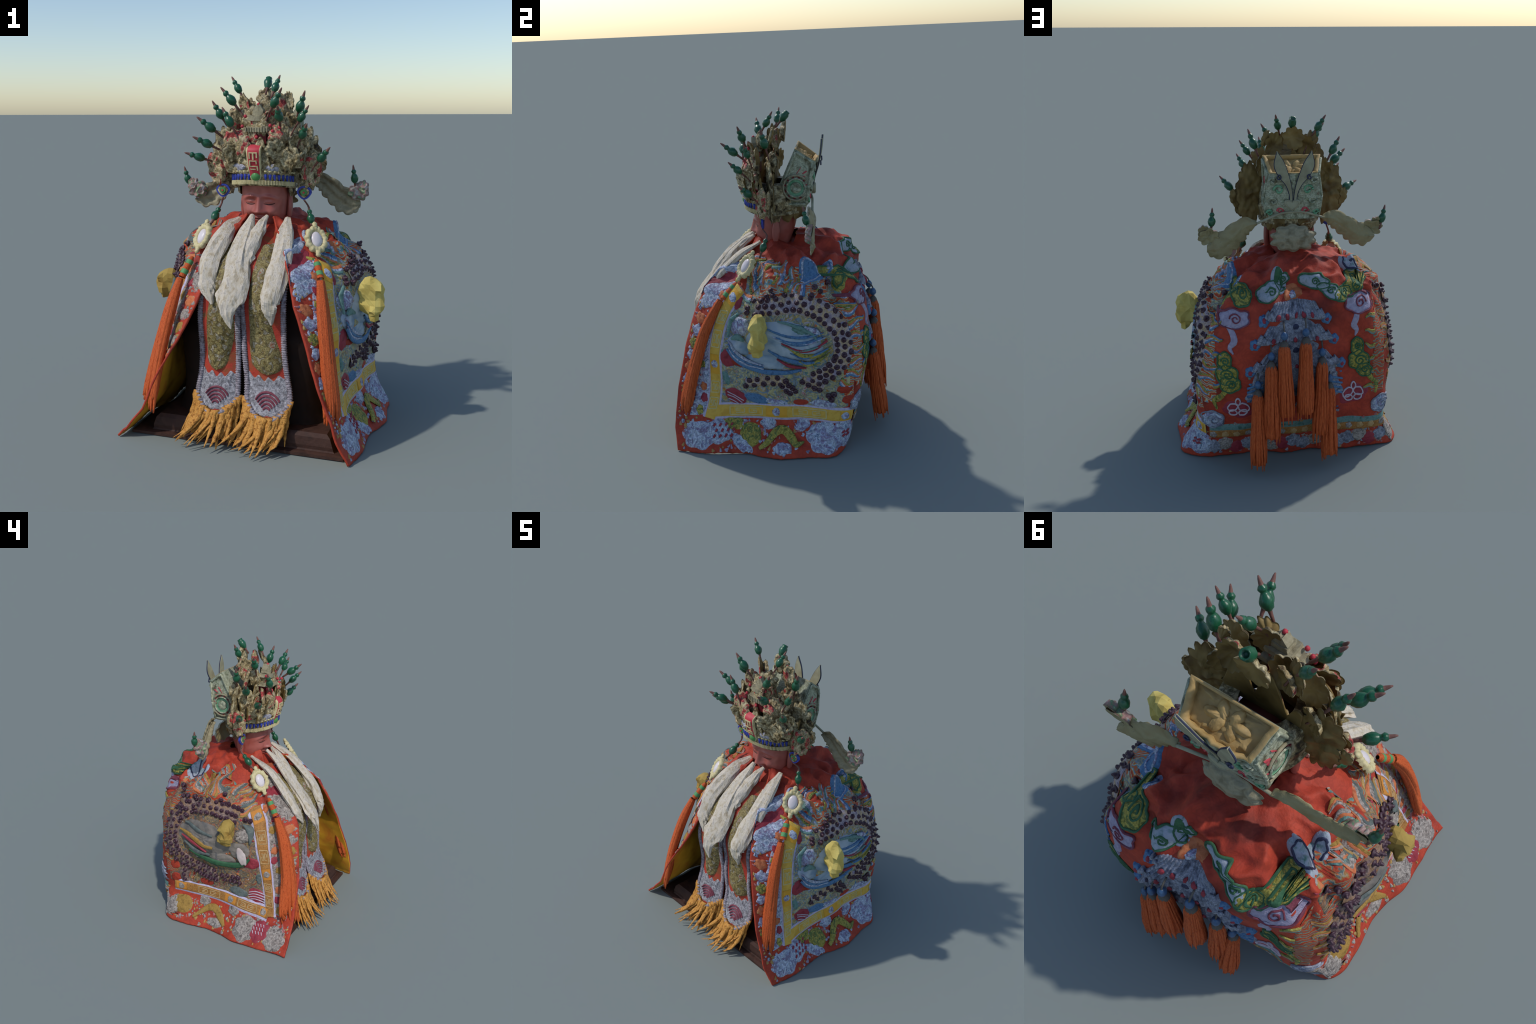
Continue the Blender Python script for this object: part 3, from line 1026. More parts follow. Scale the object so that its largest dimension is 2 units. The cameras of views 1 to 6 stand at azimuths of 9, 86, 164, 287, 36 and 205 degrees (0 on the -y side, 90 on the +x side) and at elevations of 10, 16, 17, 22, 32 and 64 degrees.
for a, b, z in [(-.005, -.105, 1.84), (-.075, -.13, 1.775), (.062, -.13, 1.78), (-.088, -.145, 1.72), (.075, -.145, 1.725), (-.095, -.15, 1.69), (.09, -.15, 1.695), (.13, -.15, 1.715), (-.005, -.142, 1.66)]:
    ob = add("red_pompom", ball, crown)
    ob.matrix_world = Matrix.Translation(W(a, b, z)) @ Matrix.Scale(.0105, 4)

# red plaque with carved meander, green gem below
pl = Build()
rws = []
for j in range(24):
    t = j / 23
    z = lerp(1.445, 1.622, t)
    b = -.176 - .038 * math.sin(min(1, t * 1.1) * math.pi * .55) + (.035 * ((t - .8) / .2) ** 2 if t > .8 else 0)
    w = lerp(.036, .044, t)
    rws.append([W(-.003 + w * x, b + .006 * x * x + (.016 if abs(x) >= 1 else 0), z) for x in (-1.0, -.98, -.8, -.76, -.4, 0, .4, .76, .8, .98, 1.0)])
pl.grid(rws)
pl.f, pl.m = pl.f, [0 if (i % 10) in (2, 3, 4, 5, 6, 7) else 1 for i in range(len(pl.f))]
pl.obj("crown_plaque", crown, [M['plaque'], M['ivory']])
mb = Build()
for x0, x1, z0, z1 in [(-.024, .024, 1.575, 1.581), (-.024, -.018, 1.545, 1.575), (.018, .024, 1.55, 1.575), (-.004, .004, 1.54, 1.575), (-.024, .02, 1.53, 1.536),
                       (-.024, -.018, 1.505, 1.53), (.014, .02, 1.515, 1.53), (-.024, .024, 1.50, 1.506), (.018, .024, 1.48, 1.5), (-.02, .01, 1.484, 1.49)]:
    def pb(z):
        t = (z - 1.445) / .177
        return -.176 - .038 * math.sin(min(1, t * 1.1) * math.pi * .55)
    vs = []
    for o in (.004, -.006):
        for x, z in ((x0, z0), (x1, z0), (x1, z1), (x0, z1)):
            vs.append(W(x - .003, pb(z) + o, z))
    mb.piece(vs, [(0, 1, 2, 3), (4, 5, 6, 7), (0, 1, 5, 4), (1, 2, 6, 5), (2, 3, 7, 6), (3, 0, 4, 7)])
mb.obj("plaque_meander", crown, [M['ivory']], smooth=False, fix=True)
M['lav_scroll'] = mottle("lavender_scroll", [(120, 118, 126), (166, 164, 176), (182, 180, 192)], 30, .6, .5, 100, detail=2, veins=(36, .6, 1))
for sg in (-1, 1):
    leaf(W(sg * .118, -.150, 1.494), -B + A * sg * .55, Z, .062, .024, "lavender_scroll_panel", M['lav_scroll'], M['brass'], 2 + sg, lobes=2, lump=.010, thick=.010, cup=.012, jag=.05)
gem = lathe([(-.3, 1.25), (.05, 1.25), (.12, 1.05), (.2, .95), (.5, .75), (.7, .4), (.75, .02)], 24, lambda z: 1 if z < .13 else 0, "green_gem")
M['gem'] = mottle("green_jade", [(62, 120, 66), (92, 150, 86)], 30, .35, .05)
gem.materials.append(M['gem'])
gem.materials.append(M['ivory'])
ob = add("green_gem", gem, crown)
gp = W(0, -.172, 1.447)
ob.matrix_world = aim(gp, gp - B * .026)

# side wings of the crown: tall plates seen edge-on from the side, flaps, enamel pendants
for sg in (-1, 1):
    leaf(W(sg * .235, .015, 1.535), V(0, -1, 0) + A * sg * .1, Z, .078, .165, "crown_side_plate", M['gold'], M['brass'], 5 + sg, lobes=14, lump=.012, cup=.0, back=1.7)
    leaf(W(sg * .285, -.03, 1.475), V(0, -1, 0) + A * sg * .4, Z + A * sg * .2, .050, .085, "crown_flap", M['gold_pink'], M['brass'], 9 + sg, lump=.026, cup=.0)
    leaf(W(sg * .325, .01, 1.50), V(0, -1, 0) + A * sg * .3, Z + A * sg * .4, .030, .05, "crown_flap", M['gold_pink'], M['brass'], 14 + sg, lump=.02, cup=.0)
    # shield pendant
    sh = Build()
    for sc, o, mi in ((1, 0, 0), (.72, .005, 1), (.45, .009, 2), (.15, .013, 3)):
        ring, ring2 = [], []
        for i in range(32):
            g = i / 32 * 2 * math.pi
            x, y = math.cos(g), math.sin(g)
            y = y * (1.0 if y > 0 else 1.15)
            x *= (1 - .25 * max(0, -y))
            c = W(sg * .245, -.045, 1.348)
            ring.append(c + A * (.043 * x * sc) + Z * (.036 * y * sc + .004) - B * o)
            ring2.append(c + A * (.043 * x * sc) + Z * (.036 * y * sc + .004) - B * (o - .012))
        sh.grid([ring2, ring], closed=True, caps=True, mi=mi)
    sh.obj("enamel_pendant", crown, [M['blue'], M['gold'], M['gem'], M['plaque']], smooth=False, fix=True)
    # link down to the bead and the medallion
    wl = Build()
    pts = [W(sg * .245, -.045, 1.31), Vector(FINIALS['s' if sg > 0 else 'r'][1]), Vector(FINIALS['s' if sg > 0 else 'r'][0]),
           Vector((.279, -.108, 1.166)) if sg > 0 else Vector((-.299, -.080, 1.168))]
    rws = []
    for j in range(16):
        c = curve(pts, j / 15)
        rws.append([c + Vector((math.cos(g), math.sin(g), 0)) * .006 for g in [h * math.pi / 3 for h in range(6)]])
    wl.grid(rws, closed=True, caps=True)
    wl.obj("hanging_link", crown, [M['bead_tip']], fix=True)

def tube(pts, r, name, mat, parent, n=30, k=8):
    bd = Build()
    rws = []
    for j in range(n):
        t = j / (n - 1)
        p = curve(pts, t)
        d = (curve(pts, min(1, t + .02)) - curve(pts, max(0, t - .02))).normalized()
        s = d.cross(Z if abs(d.z) < .9 else A).normalized()
        u = s.cross(d)
        rr = r(t) if callable(r) else r
        rws.append([p + s * rr * math.cos(g) + u * rr * math.sin(g) for g in [h / k * 2 * math.pi for h in range(k)]])
    bd.grid(rws, closed=True, caps=True)
    return bd.obj(name, parent, [mat], fix=True)


# ------------------------------------------------------------------ box at the back of the crown
bx = Build()
secs = [  # (front b, front z, back b, back z, half width front, half width back)
    (.055, 1.425, .225, 1.420, .135, .135),
    (.060, 1.50, .240, 1.49, .150, .165),
    (.068, 1.575, .252, 1.55, .155, .165),
    (.115, 1.68, .266, 1.62, .162, .155),
    (.165, 1.787, .284, 1.700, .170, .140),
]
nb_ = 9
rws = []
for t in [i / 24 for i in range(25)]:
    k = t * (len(secs) - 1)
    i = min(int(k), len(secs) - 2)
    f = k - i
    s = [lerp(secs[i][q], secs[i + 1][q], f) for q in range(6)]
    ring = []
    cor = [(-s[4], s[0], s[1]), (s[4], s[0], s[1]), (s[5], s[2], s[3]), (-s[5], s[2], s[3])]
    for q in range(4):
        p, r = Vector(cor[q]), Vector(cor[(q + 1) % 4])
        for h in range(12):
            x = p.lerp(r, h / 12)
            wv = W(*x)
            bulge = 0
            if q == 2:
                bulge = .014 * nz(wv, 28, 2) + .012 * math.sin(math.pi * h / 12)
            elif q in (1, 3) and 0 < h < 12:
                bulge = .004 * nz(wv, 40, 4)
            dirs = [-B, A, B, -A][q]
            ring.append(wv + dirs * bulge)
    rws.append(ring)
bx.grid(rws, closed=True)
# rim and recess
top = rws[-1]
cen = sum(top, Vector()) / len(top)
upn = (W(0, .165, 1.787) - W(0, .284, 1.70)).cross(A).normalized()
if upn.z < 0:
    upn = -upn
r1 = [cen + (p - cen) * .86 for p in top]
r2 = [p - upn * .030 for p in r1]
bx.grid([top, [p + upn * .003 for p in [cen + (q - cen) * .97 for q in top]], r1, r2], closed=True, mi=1)
fl = []
for j in range(9):
    fl.append([cen - upn * .030 + (p - upn * 0 - cen) * .86 * (1 - j / 8) + upn * (.028 * max(0, nz(p * (1 - j / 9), 22, 3)) if j else 0) for p in top])
bx.grid(fl, closed=True, mi=1)
box = bx.obj("crown_box", crown, [M['box'], M['box_top']])
# flower relief inside the box top
for i in range(6):
    g = i * math.pi / 3
    sdir = (W(0, .165, 1.787) - W(0, .284, 1.70)).normalized()
    c = cen - upn * .018 + A * (.055 * math.cos(g)) + sdir * (.030 * math.sin(g))
    leaf(c, upn, A * math.cos(g) + sdir * math.sin(g), .020, .034, "box_petal", M['box_top'], M['box_top'], i, lobes=2, lump=.008, parent=box)
# side roundel reliefs
for sg in (-1, 1):
    rl = Build()
    c0 = W(sg * .162, .165, 1.545)
    for R0, R1, off, mi in ((.052, .062, .008, 0), (.034, .052, .002, 1), (0.0, .034, .006, 0)):
        rws = []
        for j in range(6):
            rr = lerp(R0, R1, j / 5)
            o = off + (.006 * math.sin(math.pi * j / 5) if mi == 0 else .006 * nz((j, 1, 2), .9))
            rws.append([c0 + A * sg * (o - .02 * 0) + B * (rr * math.cos(g)) + Z * (rr * math.sin(g)) for g in [h / 28 * 2 * math.pi for h in range(28)]])
        rl.grid(rws, closed=True, mi=mi)
    rl.obj("box_roundel", box, [M['box'], M['green_glaze']], fix=True)
    fr_pts = [W(sg * .142, .068, 1.44), W(sg * .158, .085, 1.575), W(sg * .172, .172, 1.765), W(sg * .148, .268, 1.695), W(sg * .170, .245, 1.56), W(sg * .158, .225, 1.44)]
    for q0, q1 in zip(fr_pts, fr_pts[1:] + fr_pts[:1]):
        tube([q0, q0.lerp(q1, .5), q1], .008, "box_frame", M['box'], box, 8, 6)
    tube([c0 + A * sg * .004 + B * (.078 * math.cos(g)) + Z * (.078 * math.sin(g)) for g in [.6 + i * .45 for i in range(12)]], .007, "box_scroll", M['ivory_dull'], box, 40, 6)
    for k in range(9):
        g = .7 + k * .55
        leaf(c0 + A * sg * .002 + B * (.066 * math.cos(g)) + Z * (.066 * math.sin(g)), A * sg, Z, .006, .006, "maroon_dot", M['plaque_dark'], M['plaque_dark'], k, lobes=1, lump=.004, thick=.006, cup=0, parent=box)
    for (b0, z0, b1, z1) in ((.17, 1.63, .20, 1.67), (.205, 1.63, .235, 1.645), (.165, 1.615, .225, 1.612), (.21, 1.55, .235, 1.565)):
        pb_ = Build()
        rws = []
        for j in range(6):
            t = j / 5
            c = W(sg * (.163 + (.0 if z0 < 1.6 else -.004)), lerp(b0, b1, t), lerp(z0, z1, t))
            w = .006 * math.sin(math.pi * (t * .9 + .05)) + .002
            rws.append([c + Z * w - A * sg * .006, c + A * sg * .006, c - Z * w - A * sg * .006])
        pb_.grid(rws)
        pb_.obj("pink_flame_paint", box, [M['pink_paint']])

# V-shaped antler plate on the rear with a heart
M['antler'] = mottle("pale_gilded_plate", [(136, 132, 108), (164, 162, 136)], 16, .6, .3)
M['navy'] = mottle("navy_edge", [(38, 42, 66), (56, 60, 88)], 30, .5, .2)
for sg in (-1, 1):
    for (inset, off, mat, nm) in ((0, 0, M['navy'], "antler_edge"), (.0042, .004, M['antler'], "antler_plate")):
        av = Build()
        rws = []
        spine = [(.010, .262, 1.525), (.014, .272, 1.58), (.03, .290, 1.64), (.058, .306, 1.70), (.083, .318, 1.765), (.098, .326, 1.832)]
        wid = [.012, .013, .020, .034, .034, .003]
        for j in range(30):
            t = j / 29
            c = curve(spine, t)
            w = max(.0015, smooth_interp(t, [i / 5 for i in range(6)], wid) - inset)
            x0 = c.x - w * .75
            x1 = c.x + w
            rws.append([W(sg * x0, c.y - .002 - off, c.z + .2 * w), W(sg * x0, c.y + .003 + off, c.z + .2 * w), W(sg * x1, c.y + .003 + off, c.z - .35 * w), W(sg * x1, c.y - .002 - off, c.z - .35 * w)])
        av.grid(rws, closed=True, caps=True)
        av.obj(nm, box, [mat], smooth=False, fix=True)
for sg in (-1, 1):
    tube([W(sg * (.088 + .016 * math.cos(g) * (1 - g / 14)), .318, 1.682 + .016 * math.sin(g) * (1 - g / 14)) for g in [1.2 + i * .7 for i in range(10)]], .0042, "antler_curl", M['navy'], box, 30, 6)
    # relief scrolls on the rear face of the box
    for k, (a0, z0, r0, mt) in enumerate(((.085, 1.60, .030, 'green_glaze'), (.115, 1.53, .026, 'box'), (.07, 1.47, .022, 'pink_paint'), (.12, 1.655, .022, 'box'), (.135, 1.46, .018, 'green_glaze'))):
        bq = interp(z0, [1.42, 1.55, 1.70], [.232, .262, .290])
        tube([W(sg * (a0 + r0 * math.cos(g) * (1 - g / 9)), bq, z0 + r0 * math.sin(g) * (1 - g / 9)) for g in [i * .6 for i in range(12)]], .0075, "box_scroll", M[mt], box, 36, 6)
hb_ = Build()
ring = []
for i in range(36):
    g = i / 36 * 2 * math.pi
    x = 16 * math.sin(g) ** 3
    y = 13 * math.cos(g) - 5 * math.cos(2 * g) - 2 * math.cos(3 * g)
    ring.append((x / 16 * .047, y / 16 * .040))
hb_.grid([[W(.006 + x, .256, 1.515 + y) for x, y in ring], [W(.006 + x, .274, 1.515 + y) for x, y in ring], [W(.006 + x * .8, .28, 1.515 + y * .8) for x, y in ring],
          [W(.006 + x * .75, .277, 1.515 + y * .75) for x, y in ring], [W(.006, .279, 1.515) for x, y in ring]], closed=True)
hb_.obj("heart_ornament", box, [M['antler']], smooth=False, fix=True)

# rolled collar pieces round the back of the crown
for i in range(7):
    f = math.radians(lerp(5, 175, i / 6))
    c = W(.165 * math.cos(f), .01 + .19 * math.sin(f), 1.385)
    leaf(c, A * math.cos(f) + B * math.sin(f), Z, .040, .055, "crown_lappet", M['brass'] if i in (1, 2, 4) else M['gold'], M['brass'], i, lobes=3, lump=.012)

# ------------------------------------------------------------------ wing ribbons on an arched wire, and the nape plate
wr = Vector((.254, .224, 1.405))
wl_ = Vector((-.135, .262, 1.425))
tube([wr, Vector((.18, .235, 1.435)), Vector((.12, .243, 1.458)), Vector((.05, .246, 1.465)), Vector((-.03, .254, 1.46)), wl_], .0075, "arched_wire", M['antler'], crown)


def ribbon_wing(path, widths, name, seed, knot):
    bd = Build()
    n, m = 60, 15
    fr_, bk_ = [], []
    for j in range(n):
        t = j / (n - 1)
        p = curve(path, t)
        d = (curve(path, min(1, t + .02)) - curve(path, max(0, t - .02))).normalized()
        nrm = -B
        s = d.cross(nrm).normalized()
        if s.z < 0:
            s = -s
        w = interp(t, [i / (len(widths) - 1) for i in range(len(widths))], widths)
        f1, b1 = [], []
        for i in range(m):
            x = -1 + 2 * i / (m - 1)
            ed = 1 + (.24 * abs(math.sin(t * 24 + seed)) - .1 if x < 0 else .16 * abs(math.sin(t * 15 + seed)) - .06)
            cup = .020 * x * x
            rel = .006 * math.cos(x * 9) + .004 * nz((x * 3, t * 12, seed), 1.5) + .003 * math.sin(t * 60) * (1 if abs(x) > .6 else 0)
            q = p + s * (w * x * ed)
            f1.append(q - B * (.004 + rel + cup))
            b1.append(q + B * (.003 - cup + .006 * bump1(x / .12) + .004 * nz((x * 3, t * 9, seed), 1.5)))
        fr_.append(f1)
        bk_.append(b1)
    bd.grid(fr_, mi=0)
    bd.grid(bk_, mi=1, flip=True)
    o = n * m
    rimf = []
    for i in range(m - 1):
        for q in (i, (n - 1) * m + i):
            rimf.append((q, q + 1, o + q + 1, o + q))
    for j in range(n - 1):
        for e in (0, m - 1):
            q = j * m + e
            rimf.append((q, q + m, o + q + m, o + q))
    bd.f += rimf
    bd.m += [1] * len(rimf)
    ob = bd.obj(name, crown, [M['ivory_dull'], M['antler_back']], fix=True)
    leaf(Vector(knot), -B + Z * .2, Z, .055, .045, "wing_rosette", M['enamel_mix'], M['antler_back'], seed, lump=.03, lobes=7, parent=ob)
    leaf(Vector(knot) + A * (.03 if seed > 1 else -.03) + Z * .03, -B + Z * .2, Z, .03, .035, "wing_rosette", M['enamel_mix'], M['antler_back'], seed + 4, lump=.024, lobes=7, parent=ob)
    return ob


M['antler_back'] = mottle("plain_gilding_back", [(128, 116, 80), (152, 142, 106), (140, 122, 84)], 10, .6, .3)
M['enamel_mix'] = mottle("enamel_mix", [(60, 70, 140), (170, 164, 150), (150, 110, 108), (90, 130, 96), (176, 168, 140)], 26, .55, .4, 90)
ribbon_wing([wr, (.33, .215, 1.385), (.41, .205, 1.315), (.49, .195, 1.262), (.548, .195, 1.262)], [.012, .045, .058, .066, .074, .055, .02], "wing_ribbon", 2.0, (.528, .165, 1.335))
ribbon_wing([wl_, (-.21, .262, 1.408), (-.30, .258, 1.345), (-.385, .252, 1.292), (-.47, .252, 1.285)], [.012, .045, .055, .060, .070, .060, .02], "wing_ribbon", .7, (-.455, .225, 1.335))

leaf(W(-.005, .262, 1.305), B + Z * .1, Z, .118, .070, "nape_plate", M['ivory_dull'], M['antler_back'], 6, lobes=10, lump=.014, cup=.03)

# ------------------------------------------------------------------ medallions and front tassels


def medallion(c, n, up, name):
    n = Vector(n).normalized()
    u = (Vector(up) - n * Vector(up).dot(n)).normalized()
    s = u.cross(n).normalized()
    bd = Build()
    ns = 60
    rws = []
    for rho, h, sc in ((1.0, -.010, 1), (1.0, .004, 1), (.9, .016, .8), (.72, .016, .3), (.58, .010, 0), (.55, .004, 0)):
        rws.append([c + s * (.066 * rho * math.cos(g) * (1 + .06 * sc * math.sin(g * 11))) + u * (.080 * rho * math.sin(g) * (1 + .06 * sc * math.sin(g * 11)))
                    + n * (h + .004 * sc * math.sin(g * 17)) for g in [i / ns * 2 * math.pi for i in range(ns)]])
    bd.grid(rws, closed=True)
    bd.grid([[c + s * (.056 * r_ * math.cos(g)) + u * (.084 * r_ * math.sin(g)) + n * h for g in [i / ns * 2 * math.pi for i in range(ns)]]
             for r_, h in ((.57, .004), (.5, .012), (.3, .017), (.01, .018))], closed=True, mi=1)
    for sg in (1, -1):
        bd.grid([[c + u * sg * y + s * (w * math.cos(g)) + n * (.004 + w * .8 * math.sin(g)) for g in [i / 10 * 2 * math.pi for i in range(10)]]
                 for y, w in ((.07, .020), (.085, .013), (.095, .016), (.106, .006))], closed=True, caps=True)
    return bd.obj(name, ROOT, [M['ivory'], M['cabochon']], fix=True)


medallion(Vector((.313, -.200, 1.102)), (.45, -.75, .55), (-.10, .32, .5), "medallion")
medallion(Vector((-.340, -.160, 1.099)), (-.62, -.62, .5), (.15, .25, .35), "medallion")


def tassel(p0, p1, r0, r1, name, seed, parent, mat, strands=26, neck=True, bow=0.0):
    """thread tassel: bunch of tapering strands with ragged ends"""
    p0, p1 = Vector(p0), Vector(p1)
    d = (p1 - p0).normalized()
    s = d.cross(Vector((.3, 1, .1))).normalized()
    u = s.cross(d).normalized()
    R_ = random.Random(seed)
    bd = Build()
    # core
    Lh = (p1 - p0).length
    rws = []
    for j in range(24):
        t = j / 23
        r = smooth_interp(t, [0, .05, .3, .8, 1], [r0 * .55, r0 * .8, r0, r1 * .95, r1 * .9])
        c = p0 + d * Lh * t * .90
        rws.append([c + (s * math.cos(g) + u * math.sin(g)) * r * (1 + .14 * math.sin(g * 7 + t * 1.5 + seed)) for g in [h / 40 * 2 * math.pi for h in range(40)]])
    bd.grid(rws, closed=True, caps=True)
    for k in range(strands):
        g0 = k / strands * 2 * math.pi + R_.uniform(-.1, .1)
        rr = []
        ln = R_.uniform(.80, 1.04)
        rad = r0 * .20 * R_.uniform(.7, 1.2)
        tw = R_.uniform(-.3, .3)
        for j in range(14):
            t = j / 13
            g = g0 + tw * t
            r = smooth_interp(t, [0, .05, .3, .8, 1], [r0 * .55, r0 * .85, r0, r1, r1 * 1.02])
            c = p0 + d * Lh * t * ln + (s * math.cos(g) + u * math.sin(g)) * r
            w = rad * (1 - .75 * max(0, (t - .75) / .25)) * (r1 / r0 if t > .5 else 1)
            rr.append([c + (s * math.cos(h * 1.2566) + u * math.sin(h * 1.2566)) * w for h in range(5)])
        bd.grid(rr, closed=True, caps=True)
    return bd.obj(name, parent, [mat], fix=True)


def cord(p0, p1, r, parent):
    """banded cord: orange, green, orange, green"""
    bd = Build()
    d = p1 - p0
    dn = d.normalized()
    s = dn.cross(Vector((.2, 1, 0))).normalized()
    u = s.cross(dn)
    L_ = [(0, .5, 0), (.18, .95, 0), (.20, 1.05, 1), (.40, 1.05, 1), (.42, 1.0, 0), (.66, 1.0, 0), (.68, 1.12, 1), (.9, 1.12, 1), (.92, 1.0, 0), (1.05, 1.1, 0)]
    for i in range(len(L_) - 1):
        t0, a0, m0 = L_[i]
        t1, a1, m1 = L_[i + 1]
        bd.grid([[p0 + d * t + (s * math.cos(g) + u * math.sin(g)) * r * k for g in [h / 14 * 2 * math.pi for h in range(14)]] for t, k in ((t0, a0), (t1, a1))],
                closed=True, mi=m0 if m0 == m1 else 0)
    bd.obj("banded_cord", parent, [M['orange'], M['cord_green']], fix=True)


def front_tassel(path, rs, seed, side):
    bd = Build()
    R_ = random.Random(seed)
    pv = [Vector(p) for p in path]
    n = 46

    def frame(t):
        p = curve(pv, t)
        d = (curve(pv, min(1, t + .02)) - curve(pv, max(0, t - .02))).normalized()
        s = d.cross(side).normalized()
        u = s.cross(d).normalized()
        return p, d, s, u
    for k in range(34):
        g0 = k / 34 * 2 * math.pi
        ln = R_.uniform(.74, 1.0)
        lay = R_.choice((1.0, .9, .6))
        rr = []
        tw = R_.uniform(-.6, .6)
        for j in range(n // 2):
            t = j / (n // 2 - 1) * ln
            p, d, s, u = frame(t)
            ra, rb2 = interp(t, [0, .15, .5, .85, 1], rs[0]), interp(t, [0, .15, .5, .85, 1], rs[1])
            g = g0 + tw * t
            c = p + s * (ra * lay * math.cos(g)) + u * (rb2 * lay * math.sin(g))
            w = (.0125 if lay > .7 else .016) * (1 if t < .75 else max(.25, 1 - (t - .75) / .25 * .75)) * (.7 + .5 * min(1, t * 4))
            rr.append([c + (s * math.cos(h * 1.2566) + u * math.sin(h * 1.2566)) * w for h in range(5)])
        bd.grid(rr, closed=True, caps=True)
    ob = bd.obj("orange_tassel", ROOT, [M['orange']], fix=True)
    return ob


ft = front_tassel([(.352, -.372, .905), (.378, -.475, .72), (.41, -.56, .48), (.43, -.612, .30), (.433, -.635, .20)],
                  ([.014, .022, .032, .042, .050], [.012, .018, .020, .022, .020]), 3, Vector((.5, -.85, .2)))
cord(Vector((.318, -.262, 1.000)), Vector((.347, -.348, .915)), .019, ft)
ft = front_tassel([(-.435, -.315, .885), (-.478, -.385, .72), (-.53, -.435, .50), (-.575, -.455, .30), (-.60, -.475, .165)],
                  ([.014, .026, .044, .070, .080], [.012, .018, .018, .016, .014]), 5, Vector((-.75, -.65, .2)))
cord(Vector((-.382, -.238, .995)), Vector((-.427, -.303, .895)), .019, ft)

# ------------------------------------------------------------------ rear tassels on blue beads
RT = [((.348, .590, .496), (.361, .645, .030)), ((.274, .610, .672), (.281, .650, .190)), ((.201, .620, .789), (.195, .650, .322)),
      ((.074, .620, .798), (.083, .655, .326)), ((-.027, .612, .662), (-.009, .640, .170)), ((-.080, .595, .485), (-.062, .670, .045))]
bead_me = lathe([(-1, .1), (-.8, .55), (-.3, 1), (.3, .95), (.8, .5), (1, .1)], 10, lambda z: 0, "blue_bead", .05, 2)
bead_me.materials.append(M['blue_bead'])
cap_me = lathe([(-1, 1.05), (-.6, 1.05), (.2, .9), (.8, .5), (1, .15)], 14, lambda z: 0, "tassel_cap")
cap_me.materials.append(M['grey_cap'])
for i, (p0, p1) in enumerate(RT):
    p0, p1 = Vector(p0) - B * .012, Vector(p1) - B * .014
    tz = tassel(p0, p1, .033, .044, "orange_tassel", 20 + i, ROOT, M['orange'], strands=22)
    ob = add("tassel_cap", cap_me, tz)
    ob.matrix_world = Matrix.Translation(p0 + Z * .006) @ Matrix.Diagonal((.0255, .0255, .022, 1))
    ob = add("blue_bead", bead_me, tz)
    ob.matrix_world = Matrix.Translation(p0 + Z * .056) @ Matrix.Diagonal((.0215, .0215, .026, 1))
    tube([p0 + Z * .02, p0 + Z * .07, p0 + Z * .10 - B * .012, p0 + Z * .125 - B * .045], .005, "hanging_link", M['grey_cap'], tz, 10, 6)

# ------------------------------------------------------------------ yellow padded dragon heads at the sides


def lump_head(c, out, name, seed, scale, wide=1.0):
    """stuffed felt head: blobs merged by a remesh"""
    mb_ = bpy.data.metaballs.new("mb")
    mb_.resolution = .030
    mb_.render_resolution = .030
    ob = bpy.data.objects.new("mb_tmp", mb_)
    bpy.context.scene.collection.objects.link(ob)
    o = Vector(out).normalized()
    s = Z.cross(o).normalized()
    for x, y, zz, r in [(0, -.02, .085, .055), (0, .03, .075, .040), (.022, .045, .06, .026), (-.022, .045, .06, .026), (0, .01, .02, .045), (.01, .055, .012, .026), (0, .02, -.04, .050),
                        (.03, .03, -.05, .030), (-.03, .03, -.06, .032), (0, .05, -.03, .03), (.0, .01, -.095, .036), (.02, .02, -.12, .02), (-.02, .015, -.115, .02), (0, -.05, .04, .05), (0, -.05, -.04, .05)]:
        e = mb_.elements.new()
        e.co = c + (s * x * wide + o * y + Z * zz / wide) * scale
        e.radius = r * scale * 1.45
    dg = bpy.context.evaluated_depsgraph_get()
    dg.update()
    me = bpy.data.meshes.new_from_object(ob.evaluated_get(dg))
    me.name = name
    bpy.data.objects.remove(ob)
    for v in me.vertices:
        v.co += v.normal * (.007 * nz(v.co, 26, seed))
    me.materials.clear()
    me.polygons.foreach_set('use_smooth', [False] * len(me.polygons))
    return add(name, me, ROOT, [M['yellow_hand'] if seed == 1 else M['yellow_shade_baked']])


M['yellow_shade_baked'] = mottle("yellow_felt_shade_baked", [(140, 112, 50), (166, 140, 72), (150, 116, 54)], 8, 0.8, 0.25, 40)  # left head's felt dimmed to hold that side's shade
lump_head(Vector((.628, -.165, .765)), A - B * .25, "dragon_head", 1, 1.0)
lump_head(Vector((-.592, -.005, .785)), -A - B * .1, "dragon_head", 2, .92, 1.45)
# ------------------------------------------------------------------ embroidery: padded pieces laid on the robe
M['lav'] = mottle("lavender_trim", [(158, 150, 178), (182, 176, 202), (196, 186, 210)], 60, .7, .4, 160)
M['yellow'] = mottle("yellow_satin_band", [(196, 152, 58), (214, 174, 76), (204, 162, 62)], 24, .6, .5, 150)
M['amber'] = mottle("amber_satin", [(206, 148, 40), (220, 166, 56)], 20, .6, .3, 150)
M['key'] = mottle("pale_gold_key", [(206, 190, 132), (190, 172, 112)], 40, .6, .4, 150)
M['bluewhite'] = mottle("pale_blue_flower_thread", [(104, 126, 158), (168, 182, 204), (196, 204, 218), (156, 164, 194), (140, 120, 150), (180, 192, 208)], 22, .7, .6, 140, detail=1.5, distort=1.5, spread=(.27, .74), veins=(30, .55, 1))
M['belly'] = mottle("pale_blue_satin", [(112, 138, 164), (156, 172, 186), (172, 184, 196), (148, 166, 188)], 7, .55, .35, 90, detail=2, distort=1.0, spread=(.3, .7))
M['bluedeep'] = mottle("blue_thread", [(48, 78, 116), (88, 126, 164), (62, 100, 134)], 40, .65, .5, 150)
